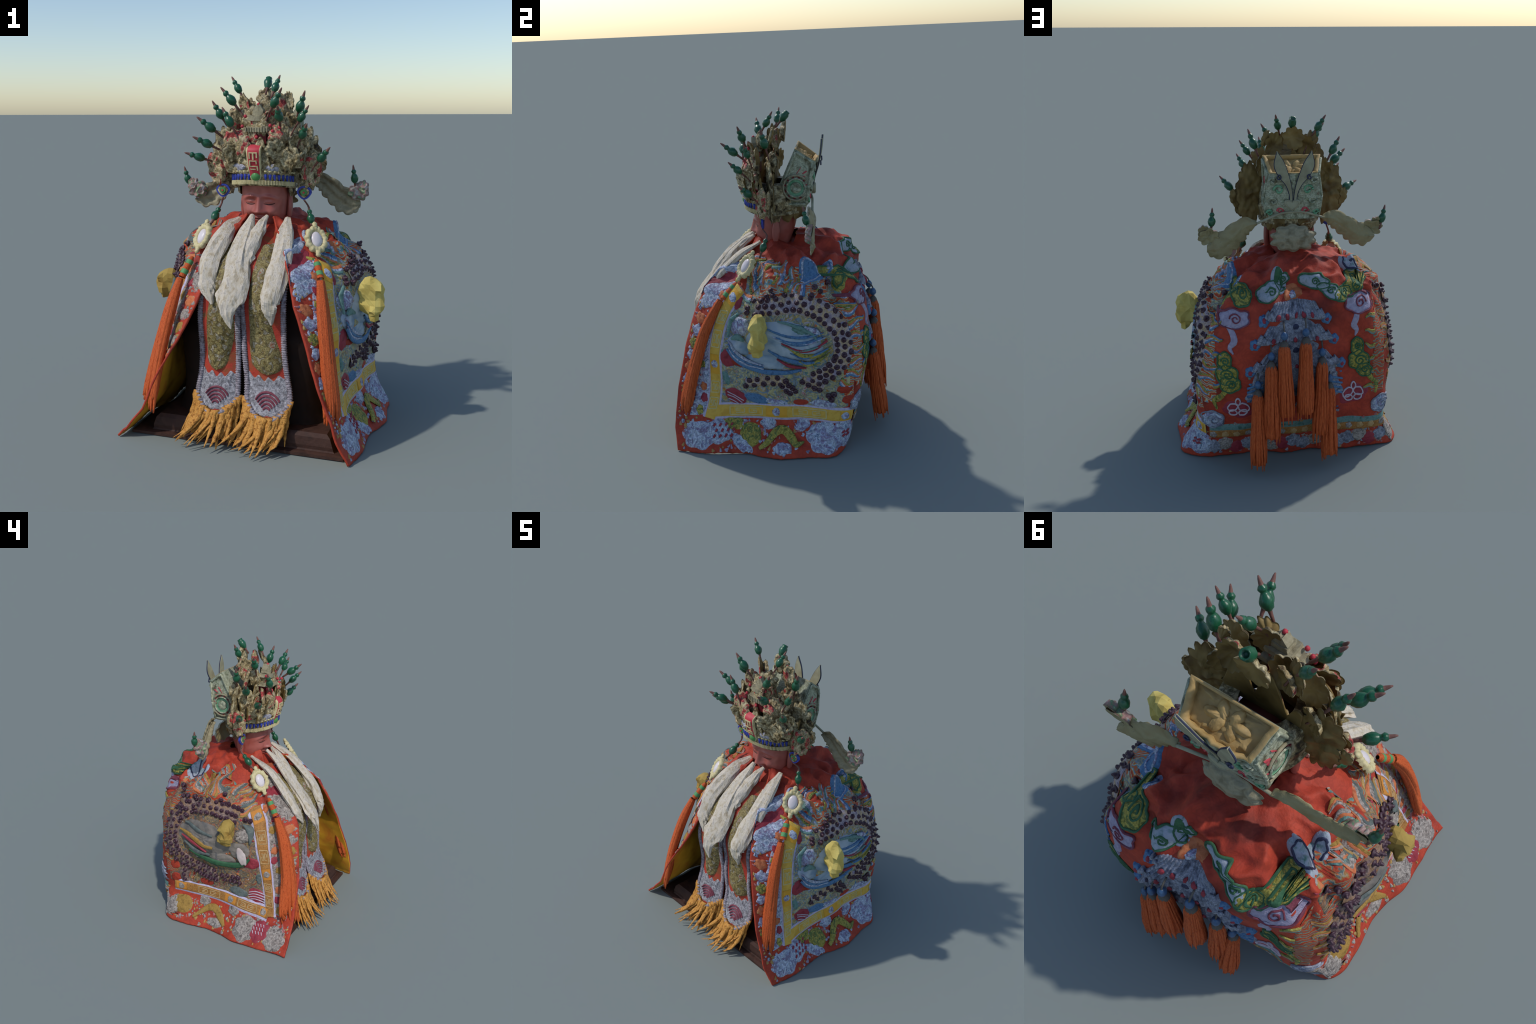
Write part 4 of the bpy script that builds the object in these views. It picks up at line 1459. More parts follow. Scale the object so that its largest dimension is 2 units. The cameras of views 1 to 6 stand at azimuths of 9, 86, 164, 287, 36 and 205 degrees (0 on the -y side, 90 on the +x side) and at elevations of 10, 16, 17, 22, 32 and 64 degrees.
M['teal'] = mottle("green_blue_thread", [(62, 98, 90), (108, 140, 134), (80, 118, 118)], 36, .65, .5, 150)
M['olive'] = mottle("olive_yellow_thread", [(92, 102, 46), (160, 150, 66), (178, 164, 80), (84, 112, 62), (168, 140, 64)], 22, .65, .6, 140, detail=1.5, distort=1.5, spread=(.28, .72), veins=(34, .6, 1))
M['flame'] = mottle("orange_flame_thread", [(166, 78, 44), (192, 116, 76), (182, 98, 56)], 30, .65, .4, 150)
M['ground'] = mottle("mixed_thread_ground", [(180, 76, 48), (176, 150, 80), (140, 150, 146), (192, 182, 128), (112, 136, 158), (186, 160, 90), (172, 174, 190), (186, 100, 58)], 9, .7, .7, 120, detail=2, distort=2.2, spread=(.25, .75), veins=(20, .62, 1))
M['coil'] = mottle("scale_ground", [(136, 120, 138), (182, 168, 174), (194, 166, 124), (160, 150, 174)], 16, .7, .6, 140, detail=2, spread=(.3, .7), veins=(28, .62, 1))
M['maroon_satin'] = mottle("maroon_satin", [(120, 36, 48), (150, 54, 66), (132, 42, 54)], 18, .6, .4, 120)
M['cloud'] = mottle("lavender_cloud", [(142, 134, 158), (172, 164, 186)], 60, .7, .6, 170)
M['cloudgreen'] = mottle("grey_cloud", [(86, 120, 112), (150, 160, 172), (160, 166, 180), (120, 144, 142)], 26, .7, .5, 150, spread=(.3, .7))
M['greenline'] = mottle("dark_green_line", [(44, 84, 58), (62, 104, 72)], 40, .65, .3)
M['roof'] = mottle("grey_blue_roof_thread", [(86, 92, 108), (134, 138, 154), (156, 160, 174), (108, 108, 126)], 20, .7, .6, 140, detail=2, spread=(.3, .7), veins=(34, .55, 1))
M['white'] = mottle("white_line_thread", [(196, 186, 196), (178, 164, 176)], 40, .65, .4)
M['flame_mix'] = swirl("flame_thread", [(168, 62, 40), (192, 112, 66), (184, 150, 84), (196, 190, 170), (96, 134, 164), (90, 140, 130), (186, 96, 56)], 7.5, 9, .65, 1.9)
M['flame_mix_o'] = swirl("flame_thread_shade_baked", [(170, 58, 38), (168, 92, 52), (146, 116, 70), (156, 146, 124), (92, 104, 108), (84, 106, 98), (172, 74, 44)], 7.5, 9, .65, 1.9)
# left-side threads browned and darkened: its dull shading is baked into these colours
M['yellow_o'] = mottle("gold_band_shade_baked", [(142, 94, 46), (172, 122, 64), (156, 104, 52)], 24, .6, .5, 150, veins=(40, .7, 1))
M['amber_o'] = mottle("amber_satin_shade_baked", [(186, 120, 44), (202, 136, 58)], 20, .6, .3, 150)
M['key_o'] = mottle("key_shade_baked", [(186, 156, 112), (160, 126, 80)], 40, .6, .4, 150)
M['bluewhite_o'] = mottle("flower_thread_shade_baked", [(100, 90, 86), (152, 144, 138), (174, 164, 156), (128, 118, 112), (160, 150, 144)], 22, .7, .6, 140, detail=1.5, distort=1.5, spread=(.27, .74), veins=(30, .55, 1))
M['belly_o'] = mottle("satin_shade_baked", [(78, 80, 82), (112, 106, 100), (132, 124, 116), (100, 98, 98)], 7, .6, .4, 80, detail=2, distort=1.0, spread=(.3, .7))
M['ground_o'] = mottle("mixed_ground_shade_baked", [(164, 58, 42), (130, 98, 66), (118, 110, 98), (156, 128, 82), (84, 92, 98), (156, 108, 66), (128, 112, 104), (164, 72, 44)], 9, .7, .7, 120, detail=2, distort=2.2, spread=(.25, .75), veins=(20, .58, 1))
M['coil_o'] = mottle("scale_ground_shade_baked", [(104, 84, 82), (142, 120, 114), (152, 118, 88), (118, 100, 102)], 16, .7, .6, 140, detail=2, spread=(.3, .7), veins=(28, .58, 1))
M['olive_o'] = mottle("olive_shade_baked", [(120, 92, 42), (160, 126, 62), (140, 108, 50)], 34, .65, .6, 150)

FR = {
    'R': lambda x, y: (W(1.5, x, y), -A),
    'L': lambda x, y: (W(-1.5, x, y), A),
    'K': lambda x, y: (W(x, 1.5, y), -B),
    'F': lambda x, y: (W(x, -1.5, y), B),
    # shoulders: seen from behind and above; x = a, y = height in that tilted plane
    'S': lambda x, y: (W(x, 1.5, y + 1.2), (-B - Z).normalized()),
    'SR': lambda x, y: (W(1.5, x, y + 1.2), (-A - Z).normalized()),
    'SL': lambda x, y: (W(-1.5, x, y + 1.2), (A - Z).normalized()),
    'T': lambda x, y: (W(x, y, 2.5), -Z),
}


def drape(fr, x, y, h):
    o, d = FR[fr](x, y)
    p, n = on_robe(o, d)
    if p is None or (fr == 'K' and p.dot(B) < .2) or (fr == 'R' and p.dot(A) < .15) or (fr == 'L' and p.dot(A) > -.15) or (fr == 'F' and p.dot(B) > .05):
        return None
    if n.dot(d) > 0:
        n = -n
    return p + n * h


def drape_rows(name, fr, rows2d, hrows, mat, parent, closed=False):
    rws = []
    for r, hr in zip(rows2d, hrows):
        row = []
        for (x, y), h in zip(r, hr):
            p = drape(fr, x, y, h)
            if p is None:
                o_, d_ = FR[fr](x, y)
                hit = ROBE_BVH.find_nearest(o_ + d_ * (1.06 if fr == 'K' else 1.0 if fr in 'RL' else .88))
                p = hit[0] + hit[1] * (h if hit[1].dot(d_) < 0 else -h)
            p.z = max(p.z, .002)
            row.append(p)
        rws.append(row)
    bd = Build()
    bd.grid(rws, closed=closed)
    # face outwards
    me_o = bd.obj(name, parent, [mat])
    d = FR[fr](0, 0)[1]
    s_ = sum((p.normal.dot(d) for p in me_o.data.polygons))
    if s_ > 0:
        me_o.data.flip_normals()
    return me_o


def blob(name, fr, cx, cy, rx, ry, mat, h=.008, lobes=0, amp=.12, rot=0.0, seed=0.0, rough=.12, base=.002):
    r2, hh = [], []
    ca, sa = math.cos(rot), math.sin(rot)
    for j in range(9):
        rho = 1 - j / 8 * .995
        a_, b_ = [], []
        for i in range(44):
            g = i / 44 * 2 * math.pi
            e = 1 + (amp * abs(math.sin(g * lobes / 2)) if lobes else 0) + rough * nz((math.cos(g), math.sin(g), seed), 1.6, seed)
            x, y = rx * rho * e * math.cos(g), ry * rho * e * math.sin(g)
            a_.append((cx + x * ca - y * sa, cy + x * sa + y * ca))
            b_.append(base - .004 if j == 0 else base + h * (1 - rho ** 3) + h * .45 * nz((x * 60, y * 60, seed), 1))
        r2.append(a_)
        hh.append(b_)
    return drape_rows(name, fr, r2, hh, mat, robe, closed=True)


def ribbon(name, fr, pts, widths, mat, h=.006, n=None, base=.002, rib=0.0, ribf=60):
    P = [Vector((x, y, 0)) for x, y in pts]
    ln = sum((P[i + 1] - P[i]).length for i in range(len(P) - 1))
    n = n or max(8, min(90, int(ln / .012)))
    if not hasattr(widths, '__len__'):
        widths = [widths, widths]
    r2, hh = [], []
    for j in range(n):
        t = j / (n - 1)
        p = curve(P, t)
        d = curve(P, min(1, t + .02)) - curve(P, max(0, t - .02))
        d.normalize()
        w = interp(t, [i / (len(widths) - 1) for i in range(len(widths))], widths)
        a_, b_ = [], []
        for x in (-1, -.8, -.4, 0, .4, .8, 1):
            a_.append((p.x - d.y * w * x, p.y + d.x * w * x))
            b_.append(base - .004 if abs(x) == 1 else base + h * (1 - .35 * x * x) + rib * math.sin(t * ln * ribf * 6.28))
        r2.append(a_)
        hh.append(b_)
    return drape_rows(name, fr, r2, hh, mat, robe)


def loop_line(fr, cx, cy, rx, ry, mat, w=.004, lobes=0, amp=.12, rot=0, seed=0.0, rough=.12, base=.006, name="outline_stitch"):
    pts = []
    for i in range(33):
        g = i / 32 * 2 * math.pi
        e = 1 + (amp * abs(math.sin(g * lobes / 2)) if lobes else 0) + rough * nz((math.cos(g), math.sin(g), seed), 1.6, seed)
        x, y = rx * e * math.cos(g), ry * e * math.sin(g)
        pts.append((cx + x * math.cos(rot) - y * math.sin(rot), cy + x * math.sin(rot) + y * math.cos(rot)))
    ribbon(name, fr, pts, w, mat, .004, n=66, base=base)


def spiral(fr, cx, cy, r, mat, turns=1.6, flip=1, w=.0045, base=.011):
    pts = [(cx + flip * r * (1 - .8 * t) * math.cos(2 * math.pi * turns * t), cy + r * (1 - .8 * t) * math.sin(2 * math.pi * turns * t)) for t in [i / 18 for i in range(19)]]
    ribbon("spiral_stitch", fr, pts, w, mat, .004, n=44, base=base)


def flame_tuft(fr, x, y, ang, ln, cols, seed):
    """wavy tongue: three thin bands side by side"""
    for k, c in enumerate(cols):
        o = (k - (len(cols) - 1) / 2) * ln * .16
        pts = []
        for i in range(6):
            t = i / 5
            wv = .16 * ln * math.sin(t * 4.6 + seed)
            u, v = t * ln, wv + o * (1 - .6 * t)
            pts.append((x + u * math.cos(ang) - v * math.sin(ang), y + u * math.sin(ang) + v * math.cos(ang)))
        ribbon("flame_tongue", fr, pts, [ln * .085, ln * .095, ln * .07, ln * .02], M[c], .003, n=14, base=.005)


def key_box(fr, pts4, mat):
    """rectangular meander inside a quadrilateral given by its corners"""
    (x0, y0), (x1, y1), (x2, y2), (x3, y3) = pts4

    def m(u, v):
        return (lerp(lerp(x0, x1, u), lerp(x3, x2, u), v), lerp(lerp(y0, y1, u), lerp(y3, y2, u), v))
    for path in ([(.06, .1), (.94, .1), (.94, .9), (.06, .9), (.06, .1)], [(.22, .3), (.45, .3), (.45, .7), (.22, .7), (.22, .5), (.34, .5)],
                 [(.78, .7), (.58, .7), (.58, .3), (.78, .3), (.78, .5), (.68, .5)]):
        for (a_, b_) in zip(path[:-1], path[1:]):
            ribbon("key_stitch", fr, [m(*a_), m(*b_)], .0042, mat, .004, n=5, base=.009)


stud_me = lathe([(-.25, 1.0), (.12, 1.0), (.26, .82), (.32, .55), (.55, .50), (.9, .42), (1.12, .28), (1.25, .02)], 9, lambda z: 0, "stud", .07, 3)
stud_me.materials.append(M['stud'])
STUDS = 0


def stud(fr, x, y, r=.0175):
    global STUDS
    o, d = FR[fr](x, y)
    p, n = on_robe(o, d)
    if p is None:
        return
    if n.dot(d) > 0:
        n = -n
    p = p + n * .012
    ob = add("stud", stud_me, robe)
    n = (n + Vector((RND.uniform(-.15, .15), RND.uniform(-.15, .15), RND.uniform(-.15, .15)))).normalized()
    k = RND.uniform(.88, 1.12)
    ob.matrix_world = aim(p, p + n * r * k, RND.uniform(0, 6))
    STUDS += 1


def studs_along(fr, path, offs, step, r=.0175, jit=.0035):
    P = [Vector((x, y, 0)) for x, y in path]
    ln = sum((P[i + 1] - P[i]).length for i in range(len(P) - 1))
    for k, off in enumerate(offs):
        n = int(ln / step)
        for i in range(n + 1):
            t = (i + (.5 if k % 2 else 0)) / (n + .5)
            p = curve(P, t)
            d = (curve(P, min(1, t + .02)) - curve(P, max(0, t - .02))).normalized()
            stud(fr, p.x - d.y * off + RND.uniform(-jit, jit), p.y + d.x * off + RND.uniform(-jit, jit), r)


def patch_rect(name, fr, left, right, z0, z1, mat, h=.003, nx=40, ny=40, edge=.012, seed=1.0):
    """left(z), right(z): borders; ragged outline"""
    r2, hh = [], []
    for j in range(ny):
        t = j / (ny - 1)
        a_, b_ = [], []
        for i in range(nx):
            u = i / (nx - 1)
            z = lerp(z0, z1, t) + (edge * 1.6 * nz((u * 9, seed, t), 1) if t > .9 else 0)
            x = lerp(left(z), right(z), u) + (edge * nz((t * 11, u * 3, seed), 1) if u in (0, 1) else 0)
            a_.append((x, z))
            b_.append(-.003 if i in (0, nx - 1) or j in (0, ny - 1) else h + .003 * nz((x * 22, z * 22, seed), 1))
        r2.append(a_)
        hh.append(b_)
    return drape_rows(name, fr, r2, hh, mat, robe)


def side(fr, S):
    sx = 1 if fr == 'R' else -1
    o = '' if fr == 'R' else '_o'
    # ground between the bands
    vb = S['vband']
    zs, bs = [p[1] for p in vb], [p[0] for p in vb]
    patch_rect("embroidered_ground", fr, lambda z: interp(z, zs, bs) + .03, lambda z: interp(z, S['rear'][0], S['rear'][1]), .27, 1.045, M['ground' + o], .003, 60, 60)
    # narrow flower ground in front of the band
    patch_rect("embroidered_ground", fr, lambda z: interp(z, zs, bs) - interp(z, [.2, .6, 1], [.135, .12, .09]), lambda z: interp(z, zs, bs) - .03, .20, .96, M['bluewhite' + o], .003, 16, 50, seed=4)
    for i in range(11):
        z = .24 + i * .068
        x = interp(z, zs, bs) - .075 + RND.uniform(-.02, .02)
        blob("flower_stitch", fr, x, z, .022, .026, M[['olive', 'maroon_satin', 'flame', 'bluewhite'][i % 4] + (o if i % 4 in (0, 3) else '')], .006, 5, .2, seed=i)
    # yellow bands with lavender piping
    hbd = S['hband']
    for pts, w0, w1 in ((vb, .036, .036), (hbd, .040, .040)):
        ribbon("lavender_piping", fr, pts, [w0 + .010, w1 + .010], M['lav'], .004, base=.004)
        ribbon("yellow_band", fr, pts, [w0, w1], M['yellow' + o], .004, base=.007)
    P = [Vector((x, y, 0)) for x, y in hbd]
    for t0, t1, kind in S['hcells']:
        a_, b_ = curve(P, t0), curve(P, t1)
        if kind == 'k':
            key_box(fr, [(a_.x, a_.y - .032), (b_.x, b_.y - .032), (b_.x, b_.y + .032), (a_.x, a_.y + .032)], M['key' + o])
        else:
            ribbon("amber_square", fr, [(a_.x, a_.y), (b_.x, b_.y)], .034, M['amber' + o], .003, n=6, base=.010)
            c = (a_ + b_) / 2
            blob("round_flower", fr, c.x, c.y, .026, .026, M['bluewhite' + o], .006, 8, .06, base=.011)
    P = [Vector((x, y, 0)) for x, y in vb]
    for t0, t1, kind in S['vcells']:
        a_, b_ = curve(P, t0), curve(P, t1)
        if kind == 'k':
            key_box(fr, [(a_.x - .028, a_.y), (a_.x + .028, a_.y), (b_.x + .028, b_.y), (b_.x - .028, b_.y)], M['key' + o])
        else:
            ribbon("amber_square", fr, [(a_.x, a_.y), (b_.x, b_.y)], .031, M['amber' + o], .003, n=6, base=.010)
            c = (a_ + b_) / 2
            blob("round_flower", fr, c.x, c.y, .024, .026, M['bluewhite' + o], .006, 8, .06, base=.011)
    # coiled dragon: pale scale band with studs, satin belly inside
    ribbon("dragon_coil", fr, S['coil'], [.040, .055, .060, .060, .055, .045], M['coil' + o], .010, base=.004)
    studs_along(fr, S['coil'], (-.034, .004, .042) if fr == 'R' else (-.034, .006, .046), .043)
    for path, offs in S['clusters']:
        ribbon("dragon_coil", fr, path, [.03, .04, .03], M['coil' + o], .008, base=.004)
        studs_along(fr, path, offs, .042)
    for x, y in S['extra']:
        stud(fr, x, y)
    for (x, y, rx, ry, rot, m, hh) in S['belly']:
        blob("dragon_belly", fr, x, y, rx, ry, M[m], hh, 0, rot=rot, seed=x * 9, base=.004)
    for pts, w, m in S['swirls']:
        ribbon("swirl_stitch", fr, pts, [q * 1.35 for q in w], M[m], .006, base=.024)
    patch_rect("flame_ground", fr, lambda z: S['top'][0], lambda z: S['top'][1], .93, 1.075, M['flame_mix' + o], .004, 50, 20, edge=.03, seed=8)
    rz, rx_ = S['rear']
    patch_rect("flame_ground", fr, lambda z: interp(z, rz, rx_) - .055, lambda z: interp(z, rz, rx_) + .02, .34, .93, M['flame_mix' + o], .004, 12, 60, edge=.02, seed=6)
    for x, y, ang, ln, s_ in S['flames']:
        flame_tuft(fr, x, y, ang, ln, (('bluedeep' if fr == 'R' else 'ochre'), 'bluewhite' + o, 'flame', 'olive' + o) if s_ % 2 else ('flame', 'bluewhite' + o, 'teal' if fr == 'R' else 'slate'), s_)
    for (x, y, rx, ry, rot, m, lob) in S['patches']:
        blob("embroidered_patch", fr, x, y, rx, ry, M[m], .006, lob, .16, rot=rot, seed=x * 7 + y * 3, base=.004)
    for pts, w, m in S['lines']:
        ribbon("line_stitch", fr, pts, w, M[m], .004, base=.010)


SIDE_R = dict(
    vband=[(-.385, .19), (-.355, .30), (-.342, .42), (-.340, .59), (-.305, .76), (-.248, .885), (-.175, .975)],
    hband=[(-.375, .232), (-.20, .236), (0, .240), (.21, .236), (.40, .228), (.485, .214)],
    rear=([.2, .45, .7, .9, 1.05], [.47, .49, .51, .47, .40]), top=(-.13, .36),
    hcells=[(.12, .36, 'k'), (.37, .49, 'o'), (.51, .74, 'k'), (.83, .97, 'o')],
    vcells=[(.07, .20, 'k'), (.22, .34, 'k'), (.38, .50, 'o'), (.53, .65, 'k'), (.67, .79, 'k'), (.84, .97, 'o')],
    coil=[(-.075, .89), (.04, .905), (.17, .92), (.29, .893), (.385, .815), (.44, .705), (.43, .60), (.36, .52), (.26, .465)],
    clusters=[([(-.15, .42), (-.05, .438), (.06, .448), (.10, .405), (.14, .365)], (-.018, .02)), ([(.20, .455), (.27, .425), (.32, .40)], (-.012,))],
    extra=[(.018, .99), (.03, .965), (-.005, .96), (.28, 1.01), (.26, .975), (.31, .985), (.345, 1.02), (.355, .36), (.385, .37), (.37, .335), (-.12, .885), (-.125, .86)],
    belly=[(.10, .70, .235, .125, -.12, 'belly', .020), (-.175, .775, .070, .055, .3, 'bluewhite', .022), (-.185, .66, .075, .055, -.5, 'belly', .014), (-.02, .57, .13, .05, -.15, 'belly', .012),
           (.19, .775, .07, .03, -.2, 'teal', .022)],
    swirls=[([(.06, .83), (.17, .80), (.26, .76), (.30, .71)], [.004, .010, .004], 'teal'), ([(.05, .735), (.13, .70), (.23, .70), (.32, .735)], [.004, .012, .006], 'bluedeep'),
            ([(.08, .70), (.18, .655), (.28, .67), (.35, .72)], [.003, .008, .004], 'maroon_satin'), ([(.11, .68), (.20, .625), (.30, .63), (.37, .68)], [.004, .012, .006], 'olive'),
            ([(.0, .655), (.10, .60), (.21, .575), (.31, .59)], [.004, .010, .004], 'bluedeep'), ([(.05, .60), (.13, .555), (.23, .545)], [.003, .008, .003], 'maroon_satin'),
            ([(-.25, .64), (-.20, .58), (-.12, .535), (-.02, .51), (.10, .51), (.2, .53)], [.006, .012, .012, .006], 'bluedeep'), ([(-.24, .71), (-.22, .80), (-.17, .845)], [.004, .010, .004], 'teal'),
            ([(-.22, .70), (-.18, .715), (-.14, .70)], [.006, .016, .006], 'teal'), ([(.22, .80), (.28, .775), (.31, .755)], [.004, .014, .004], 'bluewhite')]
    + [([(-.02 + .05 * i, .79 - .05 * i), (.10 + .035 * i, .745 - .045 * i), (.22 + .02 * i, .735 - .035 * i), (.33 + .008 * i, .765 - .03 * i)], [.002, .006, .007, .002], ('bluedeep', 'bluewhite', 'teal', 'bluedeep', 'olive')[i]) for i in range(5)]
    + [([(-.24, .69 - .02 * i), (-.20, .63 - .02 * i), (-.13, .585 - .015 * i), (-.03, .555 - .012 * i)], [.002, .006, .006, .002], ('bluewhite', 'bluedeep', 'bluewhite')[i]) for i in range(3)],
    flames=[(-.07, .98, 2.3, .10, 1), (-.03, 1.015, 1.9, .10, 2), (.05, 1.02, 1.4, .09, 3), (.12, .995, 1.2, .11, 4), (.18, .985, .9, .11, 5), (-.10, .93, 2.7, .09, 6), (-.085, 1.04, 1.7, .07, 7),
            (.40, .93, .3, .09, 8), (.44, .86, .2, .09, 9), (.475, .79, .1, .08, 11), (.49, .72, 0, .07, 13), (.49, .64, -.1, .07, 15), (.48, .57, -.2, .07, 17), (.46, .50, -.3, .08, 19), (.42, .45, -.4, .08, 21)],
    patches=[(-.255, .575, .055, .06, 0, 'maroon_satin', 0), (-.19, .545, .075, .02, -.25, 'red', 0), (-.22, .325, .075, .05, -.5, 'maroon_satin', 0), (-.09, .315, .085, .035, -.25, 'bluedeep', 0),
             (-.275, .44, .022, .05, .3, 'teal', 0), (-.19, .91, .03, .05, -.3, 'maroon_satin', 0), (.18, .30, .05, .022, 0, 'red', 0), (.45, .40, .05, .03, 0, 'red', 0), (.47, .33, .04, .03, 0, 'red', 0),
             (.32, .30, .09, .024, 0, 'bluewhite', 0), (.03, .30, .08, .02, -.15, 'bluewhite', 0),
             # hem: flowers, curling yellow tail
             (-.45, .10, .095, .070, .0, 'bluewhite', 7), (-.33, .12, .085, .060, 0, 'bluewhite', 6), (-.235, .155, .06, .035, 0, 'olive', 4), (-.18, .05, .07, .03, -.6, 'bluewhite', 3), (-.13, .10, .065, .062, 0, 'olive', 0),
             (-.02, .165, .045, .032, 0, 'bluewhite', 5), (.19, .16, .045, .028, .4, 'bluewhite', 5), (.07, .05, .05, .025, 0, 'bluewhite', 5), (.33, .10, .10, .075, 0, 'bluewhite', 7), (.43, .13, .05, .06, 0, 'bluewhite', 5)],
    lines=[([(-.07, .04), (-.02, .075), (.03, .125), (.075, .135), (.12, .10), (.155, .065), (.20, .075)], [.008, .016, .022, .024, .024, .016, .004], 'olive'),
           ([(-.27, .355), (-.22, .33), (-.17, .30)], .003, 'white'), ([(-.27, .335), (-.22, .315), (-.18, .285)], .003, 'white'), ([(-.265, .31), (-.23, .295), (-.20, .275)], .003, 'white')]
    + [([(-.36 + .035 * i + .012 * (j % 2), .085 + .03 * j), (-.348 + .035 * i + .012 * (j % 2), .10 + .03 * j)], [.006, .008], 'maroon_satin') for i in range(4) for j in range(3)]
    + [([(.425 + .02 * i, .10 + .02 * j), (.44 + .02 * i, .112 + .02 * j)], [.006, .007], 'maroon_satin') for i in range(2) for j in range(2)],
)
SIDE_L = dict(
    vband=[(-.425, .185), (-.40, .31), (-.375, .41), (-.355, .52), (-.318, .68), (-.275, .83), (-.225, .93)],
    hband=[(-.415, .200), (-.27, .220), (-.12, .238), (.05, .250), (.20, .252), (.34, .250)],
    rear=([.2, .45, .7, .9, 1.05], [.38, .39, .40, .38, .33]), top=(-.19, .30),
    hcells=[(.12, .34, 'k'), (.35, .46, 'o'), (.50, .74, 'k'), (.86, .98, 'o'), (.02, .10, 'o')],
    vcells=[(.07, .20, 'k'), (.22, .34, 'k'), (.38, .50, 'o'), (.53, .65, 'k'), (.67, .79, 'k'), (.84, .97, 'o')],
    coil=[(-.14, .875), (-.06, .905), (.04, .93), (.18, .905), (.29, .825), (.335, .70), (.325, .58), (.25, .49), (.12, .44), (.0, .415)],
    clusters=[([(-.05, .40), (-.12, .405), (-.18, .40)], (-.02, .015)), ([(.24, .44), (.26, .36), (.25, .30)], (0,)), ([(.13, .40), (.06, .375), (-.02, .37)], (0,)), ([(.27, .94), (.22, .91), (.2, .86)], (-.03, .03))],
    extra=[(.30, 1.02), (.26, 1.0), (.22, .985), (.18, .98), (-.03, 1.02), (-.02, .985), (-.05, .96), (-.19, .86), (-.22, .85)],
    belly=[(.07, .70, .21, .125, .12, 'belly_o', .018), (-.20, .75, .065, .05, -.3, 'bluewhite_o', .020), (-.175, .64, .075, .06, .5, 'belly_o', .014), (-.03, .57, .13, .05, .15, 'belly_o', .012)],
    swirls=[([(.22, .80), (.12, .77), (.0, .74)], [.004, .012, .004], 'slate'), ([(.26, .74), (.17, .71), (.08, .66), (.0, .65)], [.004, .014, .006], 'olive_o'),
            ([(.24, .70), (.15, .66), (.05, .61)], [.003, .010, .004], 'maroon_satin'), ([(.22, .66), (.13, .60), (.02, .59)], [.004, .012, .006], 'slate'),
            ([(.18, .60), (.05, .55), (-.10, .53), (-.20, .55), (-.25, .60)], [.006, .016, .016, .006], 'greenline'), ([(-.24, .70), (-.23, .79), (-.18, .83)], [.004, .018, .004], 'slate')],
    flames=[(.05, 1.02, 1.8, .10, 1), (.0, 1.03, 1.5, .10, 2), (.10, 1.0, 1.9, .10, 3), (-.08, 1.0, 1.9, .10, 4), (-.12, .985, 2.3, .10, 5), (-.14, .95, 2.6, .10, 6), (-.15, .91, 2.9, .09, 7), (.15, 1.0, 1.2, .09, 8),
            (.34, .86, .2, .07, 9), (.36, .78, .1, .07, 11), (.37, .68, 0, .07, 13), (.365, .58, -.1, .07, 15), (.35, .48, -.2, .07, 17)],
    patches=[(-.25, .55, .07, .045, 0, 'maroon_satin', 0), (-.30, .31, .065, .05, .3, 'maroon_satin', 0), (-.17, .31, .075, .035, .15, 'slate', 0), (-.31, .435, .022, .045, 0, 'slate', 0), (.33, .42, .04, .04, 0, 'red', 0),
             (.08, .33, .06, .03, 0, 'red', 0), (.33, .31, .04, .04, 0, 'red', 0), 
             (.26, .12, .085, .06, 0, 'olive_o', 0), (.33, .10, .045, .055, 0, 'bluewhite_o', 6), (.09, .175, .04, .03, 0, 'bluewhite_o', 5), (-.15, .165, .04, .028, 0, 'bluewhite_o', 5), (-.02, .055, .06, .025, 0, 'bluewhite_o', 5),
             (-.27, .09, .08, .065, 0, 'bluewhite_o', 6), (-.38, .095, .07, .055, 0, 'maroon_satin', 6), (-.50, .08, .075, .06, 0, 'bluewhite_o', 7)],
    lines=[([(.15, .06), (.10, .10), (.05, .135), (.0, .14), (-.06, .10), (-.11, .055)], [.008, .016, .022, .026, .026, .01], 'olive_o')]
    + [([(-.36 + .0 * i - .012, .27 + .018 * i), (-.30, .285 + .018 * i), (-.25, .27 + .018 * i)], .003, 'white') for i in range(4)]
    + [([(-.345 - .022 * i, .075 + .02 * j), (-.335 - .022 * i, .09 + .02 * j)], [.002, .003], 'white') for i in range(4) for j in range(3)],
)
def scatter(name, fr, region, n, mats, seed, r=(.007, .015)):
    """small faded stitches filling the gaps, joined per colour"""
    R_ = random.Random(seed)
    builds = {m: Build() for m in mats}
    for _ in range(n):
        x, y = region(R_.random(), R_.random())
        m = R_.choice(mats)
        rr = R_.uniform(*r)
        rot = R_.uniform(0, 3.14)
        asp = R_.uniform(.45, 1)
        rws = []
        for rho in (1, .6, .02):
            row = []
            for i in range(9):
                g = i / 9 * 2 * math.pi
                e = 1 + .25 * math.sin(g * 3 + rot)
                u, v = rr * rho * e * math.cos(g), rr * rho * e * asp * math.sin(g)
                p = drape(fr, x + u * math.cos(rot) - v * math.sin(rot), y + u * math.sin(rot) + v * math.cos(rot), -.002 if rho == 1 else .005)
                row.append(p)
            rws.append(row)
        if any(p is None for q in rws for p in q):
            continue
        builds[m].grid(rws, closed=True)
    for m, bd in builds.items():
        if bd.v:
            o_ = bd.obj(name, robe, [M[m]])
            d = FR[fr](0, 0)[1]
            if sum(p.normal.dot(d) for p in o_.data.polygons) > 0:
                o_.data.flip_normals()
            o_["kind"] = "stuff"


